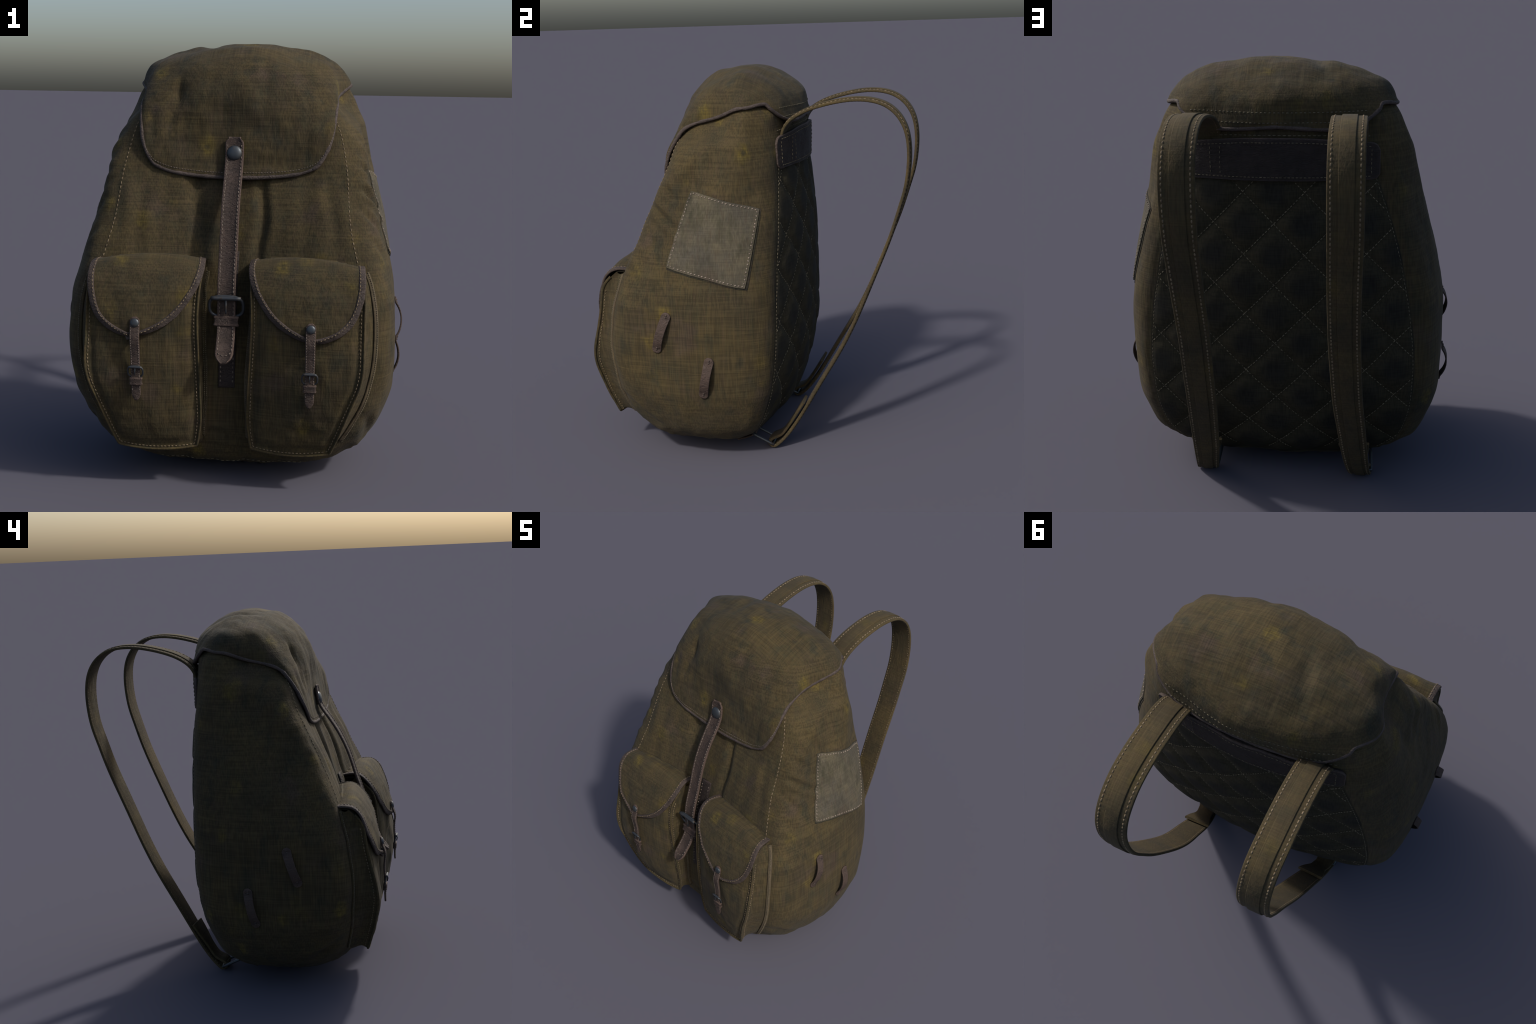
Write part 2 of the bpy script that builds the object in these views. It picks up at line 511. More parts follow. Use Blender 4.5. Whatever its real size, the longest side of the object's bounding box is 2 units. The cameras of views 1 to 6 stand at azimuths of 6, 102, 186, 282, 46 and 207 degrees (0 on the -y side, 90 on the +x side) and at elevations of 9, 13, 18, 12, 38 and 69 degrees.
class Shell:
    """closed outlines stacked over the heights, mirrored left to right"""
    def __init__(self, table):
        self.z = np.array([r[0] for r in table])
        half = np.array([r[1] for r in table], float)                    # L, K, 2
        self.K = half.shape[1]
        mean = half[2:-2].mean(0)
        step = np.linalg.norm(np.diff(mean, axis=0), axis=1) ** 0.75
        self.knot = np.concatenate([[0], np.cumsum(step)])
        self.half = half
        drop = np.concatenate([np.diff(self.z)[:, None], np.linalg.norm(np.diff(half, axis=0), axis=2).mean(1)[:, None] * 0.8], 1)
        self.w = np.concatenate([[0], np.cumsum(np.linalg.norm(drop, axis=1))])

    def knots(self, idx):
        return np.interp(idx, np.arange(self.K), self.knot)

    def outlines(self, q):
        """points at half-outline knot values q (0..end), for all levels"""
        L = len(self.z); k = self.knot; h = self.half
        m = h[:, ::-1] * [-1, 1]
        ext = np.concatenate([m[:, -4:-1], h, m[:, 1:4]], 1)              # mirrored at both ends
        kk = np.concatenate([-k[3:0:-1], k, 2 * k[-1] - k[-2:-5:-1]])
        out = spline(kk, ext.transpose(1, 0, 2), q)                       # q, L, 2
        return out.transpose(1, 0, 2)

    def points(self, q, w):
        """grid of points: rows = w (level parameter), columns = q"""
        o = self.outlines(q)                                              # L, Q, 2
        xy = hermite(self.w, o, w)
        z = hermite(self.w, self.z[:, None], w)[:, 0]
        P = np.empty((len(w), len(q), 3))
        P[..., :2] = xy
        P[..., 2] = z[:, None]
        return P

    def w_of_z(self, z):
        ww = np.linspace(0, self.w[-1], 2000)
        zz = hermite(self.w, self.z[:, None], ww)[:, 0]
        return np.interp(z, zz, ww)


body = Shell(BODY)
kf, kb, kend = body.knot[SEAM_F], body.knot[SEAM_B], body.knot[-1]
NF, NS, NB = 44, 46, 44          # columns of half front, side, half back
qh = np.concatenate([np.linspace(0, kf, NF + 1)[:-1], np.linspace(kf, kb, NS + 1)[:-1], np.linspace(kb, kend, NB + 1)])
NH = len(qh)                      # half columns incl. both centres
NR = 190
W = np.linspace(0, body.w[-1], NR)
right = body.points(qh, W)                                                # x >= 0
left = right[:, 1:-1][:, ::-1] * np.array([-1, 1, 1])
G = np.concatenate([right, left], 1)                                      # rows, columns (wrap)
NC = G.shape[1]
P = G.reshape(-1, 3).copy()


def grid_normals(G, wrap=True):
    if wrap:
        du = np.roll(G, -1, 1) - np.roll(G, 1, 1)
    else:
        du = np.gradient(G, axis=1)
    dv = np.gradient(G, axis=0)
    return unit(np.cross(du, dv))


Nn = grid_normals(G).reshape(-1, 3)
if np.dot(Nn[NR // 2 * NC], [0, -1, 0]) < 0:
    Nn = -Nn
x, y, z = P.T
frontness = np.clip(-Nn[:, 1], 0, 1)
backness = np.clip((Nn[:, 1] - 0.55) / 0.3, 0, 1)
sideness = np.clip(np.abs(Nn[:, 0]), 0, 1)
h = 0.0045 * fbm(P, 5.0, 1.0, (1, 1, 0.6))
upper = np.clip((z - 0.75) / 0.4, 0, 1)
calm = 1 - 0.75 * np.clip((z - 1.44) / 0.1, 0, 1) * np.clip(frontness * 1.6, 0, 1)
h *= calm
# hanging folds: stretched along the height, stronger under the lid
h += calm * 0.005 * upper * fbm(P, 7.5, 5.0, (1, 1, 0.22)) * (1 - backness)
h += calm * 0.0035 * fbm(P, 13.0, 9.0, (1, 1, 0.45)) * (1 - backness)
# slanting puckers behind the front seams
xs = np.abs(x)
puck = np.exp(-((y + 0.36 + 0.25 * (z - 1.25)) / 0.11) ** 2) * np.exp(-((z - 1.22) / 0.26) ** 2) * sideness
h += puck * 0.011 * fbm(np.stack([x * 2, (z + y * 1.35), (y - z) * 0.35], 1), 9.5, 14.0)
def crease(a, b, dep, wid, coord):
    """straight soft groove between two points of a 2D chart, with a ridge on either side"""
    a, b = np.array(a), np.array(b)
    d = b - a
    t = np.clip(((coord - a) @ d) / (d @ d), 0, 1)
    dist = np.linalg.norm(coord - (a + t[:, None] * d), axis=1)
    ends = np.sin(math.pi * np.clip(0.12 + 0.76 * t, 0, 1))
    return dep * ends * (-np.exp(-(dist / wid) ** 2) + 0.55 * np.exp(-((dist - 2.1 * wid) / wid) ** 2))


YZ = np.stack([y, z], 1)
for sgn, lines in ((1, (((-.44, 1.350), (-.29, 1.225), .024, .015), ((-.485, 1.275), (-.415, 1.135), .013, .014), ((-.39, 1.46), (-.31, 1.37), .014, .014), ((-.53, 1.14), (-.44, 1.02), .008, .016),
                       ((-.30, 1.60), (-.20, 1.40), .010, .022), ((-.10, 1.66), (-.12, 1.40), .006, .022), ((-.62, .34), (-.46, .20), .014, .020), ((-.55, .16), (-.42, .10), .009, .014))),
                  (-1, (((-.43, 1.44), (-.33, 1.36), .007, .017), ((-.46, 1.28), (-.40, 1.18), .009, .016), ((-.52, 1.16), (-.45, 1.04), .009, .016), ((-.30, 1.58), (-.22, 1.42), .010, .022),
                        ((-.12, 1.68), (-.15, 1.36), .007, .022), ((-.60, .30), (-.45, .19), .012, .018)))):
    for a_, b_, dep, wid in lines:
        h += np.where(np.sign(x) == sgn, 1, 0) * np.clip(sideness * 1.5 - 0.2, 0, 1) * crease(a_, b_, dep, wid, YZ)
XZ = np.stack([x, z], 1)
for a_, b_, dep, wid in (((.42, 1.38), (.48, 1.16), .005, .022), ((-.30, 1.36), (-.36, 1.10), .005, .025), ((-.09, .24), (.06, .20), .006, .016)):
    h += frontness ** 2 * crease(a_, b_, dep, wid, XZ)
low = np.clip((0.24 - z) / 0.1, 0, 1) * (1 - backness)
h += low * 0.006 * fbm(P, 22.0, 41.0, (1, 1, 1.6))
# two deep grooves of the front panel, under the lid
for gx, z0, z1, dep, wid, lean in ((0.135, 1.06, 1.40, 0.022, 0.022, 0.02), (-0.150, 0.98, 1.40, 0.026, 0.034, -0.10), (-0.42, 1.02, 1.30, 0.010, 0.03, 0.0), (0.33, 1.05, 1.35, 0.008, 0.035, 0.05)):
    c = gx + lean * (z - 1.2) + 0.008 * np.sin(z * 23 + gx * 40)
    fall = np.clip((z - z0 + 0.12) / 0.14, 0, 1) * np.clip((z1 + 0.12 - z) / 0.12, 0, 1)
    h -= dep * np.exp(-((x - c) / wid) ** 2) * fall * frontness ** 2
    h += dep * 0.14 * (np.exp(-((x - c - 2 * wid) / wid) ** 2) + np.exp(-((x - c + 2 * wid) / wid) ** 2)) * fall * frontness ** 2
# seams pull the cloth in a little
seam_x = np.concatenate([qh, qh[1:-1][::-1]])
colq = np.tile(seam_x, NR)
seam_pull = np.exp(-((colq - kf) / 0.018) ** 2)
h -= 0.002 * seam_pull * np.clip((z - 0.9) / 0.1, 0, 1)
# padded diamonds of the back
inside_back = np.clip((colq - kb) / 0.12, 0, 1)
uu, vv = (x - QX) / QW, (z - QZ) / QH
pp = lambda a: np.abs((a + 0.5) % 1.0 - 0.5) * 2
d1, d2 = pp(uu + vv), pp(uu - vv)
puff = np.minimum(1, d1 * 2.2) ** 0.6 * np.minimum(1, d2 * 2.2) ** 0.6
quilt_zone = inside_back * np.clip((z - 0.03) / 0.1, 0, 1) * np.clip((1.56 - z) / 0.06, 0, 1)
h += quilt_zone * (0.019 * puff - 0.0185)
h -= 0.006 * np.exp(-((colq - kb) / 0.02) ** 2) * np.clip((1.6 - z) / 0.05, 0, 1)
# sagging wavy bottom
h += np.clip((0.10 - z) / 0.08, 0, 1) * 0.010 * fbm(P, 5.5, 21.0)
P = P + Nn * h[:, None]
P[:, 2] = np.maximum(P[:, 2], 0.010)
P = np.vstack([P, [[0, -0.245, 0.020], [0, -0.06, 1.872]]])
nb = NR * NC
F_side = grid_faces(NR, NC, wrap=True)
F_bot = [(nb, (c + 1) % NC, c) for c in range(NC)]
F_top = [(nb + 1, (NR - 1) * NC + c, (NR - 1) * NC + (c + 1) % NC) for c in range(NC)]
F_all = F_side + F_bot + F_top
body_tree = bvh_of(P, F_all)
tmp = bpy.data.meshes.new("whole")
tmp.from_pydata([tuple(map(float, v)) for v in P], [], F_all)
whole_normals = np.array([v.normal[:] for v in tmp.vertices])
if whole_normals[NR // 2 * NC][1] > 0:
    whole_normals = -whole_normals
    F_all = [f[::-1] for f in F_all]
bpy.data.meshes.remove(tmp)

region = {"front_panel": [], "side_panel": [], "side_panel.001": [], "back_panel": [], "neck_panel": [], "base_panel": []}
Zc = G[:, 0, 2]
base_row = int(np.searchsorted(Zc, 0.075))
for i, f in enumerate(F_all):
    if i >= len(F_side):
        region["base_panel" if i < len(F_side) + NC else "front_panel"].append(f)
        continue
    r, c = divmod(i, NC)
    half = c if c < NH - 1 else NC - 1 - c            # column counted from the front centre
    if r < base_row:
        region["base_panel"].append(f)
    elif half < NF:
        region["front_panel"].append(f)
    elif half < NF + NS:
        region["side_panel" if c < NH - 1 else "side_panel.001"].append(f)
    else:
        region["back_panel" if Zc[r] < 1.58 else "neck_panel"].append(f)


def panel(name, faces, mat):
    used = sorted({i for f in faces for i in f})
    remap = {a: b for b, a in enumerate(used)}
    o = make(name, P[used], [tuple(remap[i] for i in f) for f in faces], mat)
    o.data.normals_split_custom_set_from_vertices([tuple(whole_normals[i]) for i in used])
    return o


PANELS = {n: panel(n, f, M_QUILT if n == "back_panel" else M_CANVAS) for n, f in region.items()}
Pg = P[:nb].reshape(NR, NC, 3)
Ng = whole_normals[:nb].reshape(NR, NC, 3)


def seam_path(col, z0, z1):
    zz = Pg[:, col, 2]
    k = (zz >= z0) & (zz <= z1)
    return Pg[k, col], Ng[k, col]


# seam stitching of the body
body_stitch = Pile()
for c in (NF - 2, NC - NF + 2):
    p, n = seam_path(c, 0.98, 1.72)
    body_stitch.row(p, n, 0.0215, 0.0135, 0.0027, 0.0002)
body_stitch.build("seam_stitching", M_THREAD, PANELS["front_panel"])
base_stitch = Pile()
r = base_row
cols = list(range(NC - NF + 3, NC)) + list(range(0, NF - 2))
base_stitch.row(Pg[r, cols], Ng[r, cols], 0.024, 0.015, 0.0026)
base_stitch.build("base_stitching", M_THREAD_DULL, PANELS["base_panel"])

quilt_stitch = Pile()
for c, s in ((NF + NS + 1, 1), (NC - NF - NS - 1, -1)):
    p, n = seam_path(c, 0.10, 1.52)
    quilt_stitch.row(p, n, 0.019, 0.011, 0.0017, 0.0003)


def back_half_width(zq):
    i = int(np.argmin(np.abs(Zc - zq)))
    return Pg[i, NF + NS, 0]


for sgn in (1, -1):
    for k in range(-9, 10):
        # lines u + sgn * w = k
        pts = []
        for w_ in np.linspace(-3.5, 2.0, 340):
            xx = QX + QW * (k - sgn * w_)
            zz = QZ + QH * w_
            if 0.13 < zz < 1.50 and abs(xx) < back_half_width(zz) - 0.012:
                hit = cast(body_tree, (xx, 1.0, zz), (0, -1, 0))
                if hit is not None and hit[1][1] > 0.2:
                    pts.append(hit)
        if len(pts) > 4:
            quilt_stitch.row(np.array([p[0] for p in pts]), np.array([p[1] for p in pts]), 0.0185, 0.012, 0.0022, 0.0008)
quilt_stitch.build("quilt_stitching", thread("quilting_thread", (0.165, 0.140, 0.092)), PANELS["back_panel"])

# ================================================================ LID
LID = [
    (1.38, [(0, -.437), (.2, -.437), (.37, -.427), (.452, -.375), (.50, -.20), (.56, .0), (.52, .09), (.44, .18), (.22, .24), (0, .256)]),
    (1.45, [(0, -.414), (.2, -.420), (.372, -.427), (.448, -.392), (.485, -.20), (.55, .0), (.52, .09), (.44, .18), (.22, .24), (0, .256)]),
    (1.58, [(0, -.398), (.22, -.399), (.395, -.400), (.456, -.366), (.474, -.19), (.54, .0), (.51, .09), (.435, .182), (.22, .238), (0, .254)]),
    (1.70, [(0, -.390), (.21, -.378), (.398, -.348), (.460, -.308), (.464, -.165), (.528, .0), (.505, .088), (.435, .176), (.22, .235), (0, .252)]),
    (1.80, [(0, -.367), (.2, -.34), (.378, -.285), (.446, -.232), (.468, -.115), (.521, .005), (.490, .088), (.440, .148), (.22, .218), (0, .244)]),
    (1.85, [(0, -.342), (.19, -.315), (.355, -.25), (.425, -.195), (.456, -.10), (.501, -.005), (.47, .075), (.405, .135), (.2, .205), (0, .235)]),
    (1.90, [(0, -.303), (.175, -.275), (.32, -.21), (.386, -.155), (.424, -.088), (.460, -.015), (.428, .055), (.358, .115), (.18, .172), (0, .198)]),
    (1.94, [(0, -.255), (.145, -.23), (.265, -.17), (.325, -.12), (.360, -.07), (.388, -.02), (.355, .035), (.29, .080), (.15, .124), (0, .145)]),
    (1.972, [(0, -.2), (.11, -.18), (.2, -.13), (.25, -.09), (.28, -.06), (.30, -.028), (.27, .01), (.21, .045), (.11, .075), (0, .09)]),
    (1.990, [(0, -.125), (.06, -.115), (.12, -.09), (.155, -.065), (.170, -.048), (.18, -.028), (.16, -.005), (.12, .015), (.06, .03), (0, .04)]),
    (2.000, [(0, -.036), (.004, -.036), (.006, -.034), (.007, -.032), (.0077, -.031), (.008, -.03), (.007, -.028), (.006, -.026), (.004, -.025), (0, -.024)]),
]
# height of the lid's edge around the half outline (index -> z)
EDGE = [(0, 1.384), (0.5, 1.386), (1, 1.393), (1.5, 1.405), (1.85, 1.424), (2.15, 1.452), (2.45, 1.50), (2.75, 1.59), (3.0, 1.695), (3.12, 1.712), (3.5, 1.738), (4, 1.765), (4.5, 1.792),
        (5, 1.810), (5.7, 1.820), (6.3, 1.828), (6.6, 1.829), (6.85, 1.820), (7.05, 1.800), (7.3, 1.766), (7.6, 1.740), (8, 1.728), (9, 1.741)]
lid = Shell(LID)
NL = 110
ql = np.linspace(0, lid.knot[-1], NL)
il = np.interp(ql, lid.knot, np.arange(lid.K))
ze = hermite([e[0] for e in EDGE], np.array([[e[1]] for e in EDGE]), il)[:, 0]
MR = 84
ze = ze + np.clip((il - 3.1) / 0.3, 0, 1) * np.clip((6.0 - il) / 0.8, 0, 1) * 0.003 * np.sin(il * 4.1 + 0.6)      # scalloped sag
we = lid.w_of_z(ze)
wtop = lid.w[-1]
half = np.empty((MR, NL, 3))
for j in range(NL):
    t = np.linspace(0, 1, MR)
    half[:, j] = lid.points(ql[j:j + 1], we[j] + (wtop - we[j]) * t)[:, 0]
LG = np.concatenate([half, half[:, 1:-1][:, ::-1] * np.array([-1, 1, 1])], 1)
LC = LG.shape[1]
LN = grid_normals(LG)
if LN[5, 0, 1] > 0:
    LN = -LN
LN[-1] = LN[-2] = (0, 0, 1)
LP = LG.reshape(-1, 3).copy()
LNf = LN.reshape(-1, 3)
x, y, z = LP.T
fr = np.clip(-LNf[:, 1], 0, 1)
h = 0.009 * fbm(LP, 4.6, 31.0) + 0.0045 * fbm(LP, 11.0, 33.0)
h += 0.006 * fr * fbm(LP, 9.0, 37.0, (1, 1, 0.25))
for gx, z0, dep, wid, ln in ((-0.275, 1.765, 0.020, 0.016, 0.065), (-0.30, 1.66, 0.010, 0.022, 0.09), (0.13, 1.78, 0.009, 0.028, 0.08), (-0.39, 1.62, 0.009, 0.022, 0.10), (0.33, 1.60, 0.006, 0.03, 0.10)):
    h -= dep * np.exp(-((x - gx) / wid) ** 2) * np.exp(-((z - z0) / ln) ** 2) * fr
# soft hollow on the crown
h -= 0.017 * np.exp(-((x + 0.17 + 0.25 * y) / 0.036) ** 2) * np.exp(-((y + 0.02) / 0.12) ** 2) * np.clip(LNf[:, 2], 0, 1)
t_rel = np.tile(np.linspace(0, 1, MR)[:, None], (1, LC)).ravel()
h *= np.clip(t_rel / 0.05, 0.25, 1) * np.clip((1 - t_rel) / 0.08, 0, 1)
LP = LP + LNf * h[:, None]
LP[:, 2] = np.minimum(LP[:, 2], 2.0)
outer = LP.reshape(MR, LC, 3)
TH = 0.012
inner = outer - LN * TH
# closed shell: outer skin, turned edge, inner skin
V = np.concatenate([outer.reshape(-1, 3), inner.reshape(-1, 3)])
F = grid_faces(MR, LC, wrap=True)
Fi = [tuple(i + MR * LC for i in f)[::-1] for f in F]
Fe = [(c, MR * LC + c, MR * LC + (c + 1) % LC, (c + 1) % LC) for c in range(LC)]
top_o = tuple((MR - 1) * LC + c for c in range(LC))
LID_OBJ = fix_normals(make("lid", V, F + Fi + Fe + [top_o, tuple(i + MR * LC for i in top_o)[::-1]], M_LID))
lid_tree = bvh_of(outer.reshape(-1, 3), F)
# leather piping round the lid's edge
edge = outer[0] - LN[0] * TH * 0.5
edge_closed = np.concatenate([edge, edge[:3]])
pe = curve(edge_closed[:-2], 420, smooth=False)
ne = np.stack([np.interp(np.linspace(0, 1, 420), np.linspace(0, 1, LC + 1), np.concatenate([LN[0], LN[0][:1]])[:, i]) for i in range(3)], 1)
ne = unit(ne)
bump = 1 + 0.16 * fbm(pe, 26.0, 3.0)
V, F = sweep(pe[:-1], ne[:-1], disc_profile(0.0098, 0.0092, 10), bump[:-1], bump[:-1], close=False)
n_, k_ = 419, 10
F += [((n_ - 1) * k_ + i, (n_ - 1) * k_ + (i + 1) % k_, (i + 1) % k_, i) for i in range(k_)]
fix_normals(make("lid_binding", V, F, M_PIPING, LID_OBJ))
# two rows of stitching across the back of the lid, one along the front hem
lid_stitch = Pile()
lid_front_tree = lid_tree
for zr, xm in ((1.800, 0.385), (1.757, 0.37)):
    P_, N_ = [], []
    for xx in np.linspace(-xm, xm, 140):
        hit = cast(lid_tree, (xx, 1.0, zr), (0, -1, 0))
        if hit is not None:
            nn = hit[1] if hit[1][1] > 0 else -hit[1]
            P_.append(hit[0]); N_.append(nn)
    lid_stitch.row(np.array(P_), np.array(N_), 0.0185, 0.0105, 0.0025, 0.0008)
lid_stitch.build("lid_stitching", thread("faded_thread", (0.095, 0.083, 0.055)), LID_OBJ)
hem = Pile()
cols = [c % LC for c in range(-38, 39)]
hem_p = outer[2][cols]
hem.row(hem_p, LN[2][cols], 0.013, 0.0085, 0.0016)
hem.build("hem_stitching", M_THREAD_GREY, LID_OBJ)

# ================================================================ POCKETS
POCKET_ROWS = [  # z, inner x, inner y, outer x, outer y, bulge, sag of the row in z
    (1.000, .115, -.600, .600, -.645, .010, 0.012),
    (0.950, .113, -.672, .606, -.700, .020, 0.006),
    (0.860, .118, -.718, .611, -.730, .026, 0.0),
    (0.690, .118, -.728, .612, -.762, .026, 0.0),
    (0.540, .111, -.723, .604, -.790, .024, 0.0),
    (0.420, .106, -.715, .562, -.778, .030, 0.0),
    (0.300, .106, -.705, .519, -.752, .026, -0.004),
    (0.192, .122, -.698, .476, -.720, .008, -0.018),
]
POCKET_BACK = [(.112, -.560, .990), (.112, -.610, .85), (.107, -.632, .651), (.098, -.635, .423), (.104, -.622, .25), (.110, -.610, .182), (.30, -.612, .178), (.49, -.607, .196),
               (.553, -.634, .285), (.617, -.662, .42), (.657, -.674, .62), (.655, -.652, .82), (.627, -.622, .961), (.602, -.598, 1.005)]
FLAP_L = [(.118, -.522, 1.016), (.108, -.600, 1.030), (.104, -.660, .998), (.122, -.706, .932), (.162, -.737, .860), (.222, -.760, .789), (.295, -.776, .740), (.360, -.784, .716), (.398, -.786, .709)]
FLAP_R = [(.599, -.580, 1.016), (.602, -.655, 1.016), (.606, -.706, .978), (.602, -.735, .905), (.586, -.755, .845), (.558, -.770, .789), (.500, -.781, .738), (.436, -.786, .713), (.402, -.786, .709)]


def build_pocket(side, seed):
    m = np.array([side, 1, 1])
    rows, nu = 60, 44
    tab = np.array(POCKET_ROWS)
    t = np.concatenate([[0], np.cumsum(np.abs(np.diff(tab[:, 0])))])
    R = spline(t, tab, np.linspace(0, t[-1], rows))
    u = np.linspace(0, 1, nu)
    FG = np.empty((rows, nu, 3))
    for i, (zz, xi, yi, xo, yo, b, sag) in enumerate(R):
        arch = 4 * u * (1 - u)
        FG[i, :, 0] = xi + (xo - xi) * u
        FG[i, :, 1] = yi + (yo - yi) * u - b * arch ** 0.8
        FG[i, :, 2] = zz + sag * arch
    W_ = np.linalg.norm(FG[:, -1] - FG[:, 0], axis=1)[:, None]
    edge_d = np.minimum(u, 1 - u)[None] * W_
    bot = np.linspace(1, 0, rows)[:, None] * 0.85
    d = np.minimum(edge_d, bot)
    FG[..., 1] += 0.010 * np.exp(-((d - 0.026) / 0.013) ** 2)            # dip just inside the raised seam
    pts = FG.reshape(-1, 3)
    wob = 0.006 * fbm(pts, 7.0, seed) + 0.004 * fbm(pts, 15.0, seed + 4, (1, 1, 0.6))
    low = np.exp(-((pts[:, 2] - 0.29) / 0.09) ** 2)
    wob += 0.007 * low * fbm(pts, 12.0, seed + 9, (0.8, 1, 1.5))
    damp = np.clip(d.ravel() / 0.03, 0.15, 1)
    FG[..., 1] -= (wob * damp).reshape(rows, nu)
    # rim loop: down the inner edge, along the bottom, up the outer edge
    rim = np.concatenate([FG[:, 0], FG[-1, 1:], FG[:-1, -1][::-1]])
    n_rim = len(rim)
    backp = curve(POCKET_BACK, n_rim)
    # keep the back edge on the bag
    for i in range(n_rim):
        q, nn = near(body_tree, backp[i] * m)
        backp[i] = (q - nn * 0.004) * m
    # match the arc positions of rim and back through corners
    s_r = np.concatenate([[0], np.cumsum(np.linalg.norm(np.diff(rim, axis=0), axis=1))])
    c_r = [0, s_r[rows - 1], s_r[rows + nu - 2], s_r[-1]]
    s_b = np.concatenate([[0], np.cumsum(np.linalg.norm(np.diff(backp, axis=0), axis=1))])
    i1 = int(np.argmin(np.linalg.norm(backp - np.array(POCKET_BACK[5]), axis=1)))
    i2 = int(np.argmin(np.linalg.norm(backp - np.array(POCKET_BACK[7]), axis=1)))
    c_b = [0, s_b[i1], s_b[i2], s_b[-1]]
    q = np.interp(s_r, c_r, c_b)
    backm = np.stack([np.interp(q, s_b, backp[:, i]) for i in range(3)], 1)
    centre = np.array([0.36, -0.66, 0.6])
    NG = 9
    gus = []
    for g in range(NG + 1):
        a = g / NG
        row = rim * (1 - a) + backm * a
        inward = centre - row
        inward[:, 1] = 0
        inward = unit(inward)
        sag = 0.016 * math.sin(math.pi * a) + 0.004 * math.sin(2 * math.pi * a)
        row = row + inward * sag
        row[:, :] += inward * (0.006 * math.sin(math.pi * a) * fbm(row, 8.0, seed + 2))[:, None]
        gus.append(row)
    V = list(FG.reshape(-1, 3))
    F = grid_faces(rows, nu)
    # flange: rim pushed slightly forward makes the raised seam
    rim_idx = [i * nu for i in range(rows)] + [(rows - 1) * nu + j for j in range(1, nu)] + [i * nu + nu - 1 for i in range(rows - 2, -1, -1)]
    prev = rim_idx
    for g in range(1, NG + 1):
        b0 = len(V)
        V += list(gus[g])
        cur = list(range(b0, b0 + n_rim))
        F += [(prev[i], prev[i + 1], cur[i + 1], cur[i]) for i in range(n_rim - 1)]
        prev = cur
    # cloth lid that closes the mouth below the flap
    topf = list(range(nu))
    b0 = len(V)
    V += [FG[0, 0] * (1 - k) + FG[0, -1] * k + np.array([0, 0.055, 0.0]) for k in u]
    F += [(topf[i + 1], topf[i], b0 + i, b0 + i + 1) for i in range(nu - 1)]
    V = np.array(V) * m
    if side < 0:
        F = [f[::-1] for f in F]
    pk = make("pocket", V, F, M_POCKET, sharp=48)
    FGm = FG * m
    # raised seam (a thin cloth roll along the rim)
    rimm = rim * m
    rp = curve(rimm[2:-2], 200, smooth=False)
    rn = np.tile([0, -1.0, 0.0], (200, 1))
    k = 1 + 0.16 * fbm(rp, 18.0, seed)
    V, F = sweep(rp, rn, disc_profile(0.0055, 0.0075, 8), k, k)
    fix_normals(make("pocket_rim", V, F, M_POCKET, pk))
    # stitching inside the rim
    pile = Pile()
    tr = bvh_of(FGm.reshape(-1, 3), grid_faces(rows, nu))
    inset = []
    for p in curve(rim[6:-6], 240, smooth=False):
        v = np.array([0.36, p[1], max(0.40, min(0.9, p[2]))]) - p
        v[1] = 0
        inset.append(near(tr, (p + unit(v) * 0.0135) * m)[0])
    inset = np.array(inset)
    nrm = np.array([near(tr, p)[1] for p in inset])
    nrm *= -np.sign(nrm[:, 1:2])
    pile.row(inset, nrm, 0.0165, 0.0105, 0.0024, 0.0012)
    pile.build("pocket_stitching", M_THREAD, pk)
    # seam tape where the gusset meets the bag, with two rows of fine stitches
    bb = curve(backm[1:-1], 260, smooth=False) * m
    bp, bn = on_surface(body_tree, bb, 0.0)
    ok = (bb[:, 2] > 0.0)
    out_dir = bp - np.array([0.36 * side, 0, 0.6])
    out_dir[:, 1] = 0
    out_dir = unit(out_dir)
    bp2 = bp + out_dir * 0.006
    bp2, bn = on_surface(body_tree, bp2, 0.001)
    for _ in range(6):
        bn[1:-1] = unit(0.5 * bn[1:-1] + 0.25 * (bn[:-2] + bn[2:]))
        bp2[1:-1] = 0.5 * bp2[1:-1] + 0.25 * (bp2[:-2] + bp2[2:])
    zs = bp2[:, 2]
    low_ = np.where(zs < 0.215)[0]
    pieces = [slice(0, low_[0]), slice(low_[-1] + 1, len(zs))] if len(low_) else [slice(0, len(zs))]
    tape, pile = Pile(), Pile()
    for sl in pieces:
        V, F = sweep(bp2[sl] - bn[sl] * 0.003, bn[sl], band_profile(0.0105, 0.0105, 0.004))
        tape.add(V, F)
        for o in (-0.005, 0.005):
            pile.row(bp2[sl] + out_dir[sl] * o + bn[sl] * 0.0074, bn[sl], 0.0095, 0.0062, 0.0018, 0.0)
    fix_normals(make("gusset_tape", tape.v, tape.f, M_PIPE if side > 0 else M_POCKET, pk))
    pile.build("tape_stitching", M_THREAD_DULL, pk)
    # second seam row just behind the rim, on the gusset
    g1 = curve(gus[1][6:-6] * 0.55 + gus[2][6:-6] * 0.45, 240, smooth=False)
    od = g1 - np.array([0.36, 0, 0.6])
    od[:, 1] = 0
    pile = Pile()
    pile.row(g1 * m + unit(od * m) * 0.001, unit(od * m), 0.0165, 0.0105, 0.0022, 0.0)
    pile.build("gusset_stitching", M_THREAD, pk)

    # ---- flap
    fr_, fu = 56, 46
    tl = np.linspace(0, 1, len(FLAP_L))
    tq = np.linspace(0, 1, fr_)
    A, B = spline(tl, np.array(FLAP_L), tq), spline(tl, np.array(FLAP_R), tq)
    v = np.linspace(0, 1, fu)
    FL = A[:, None] * (1 - v[None, :, None]) + B[:, None] * v[None, :, None]
    arch = (4 * v * (1 - v))[None]
    top = np.exp(-((tq - 0.16) / 0.16) ** 2)[:, None]
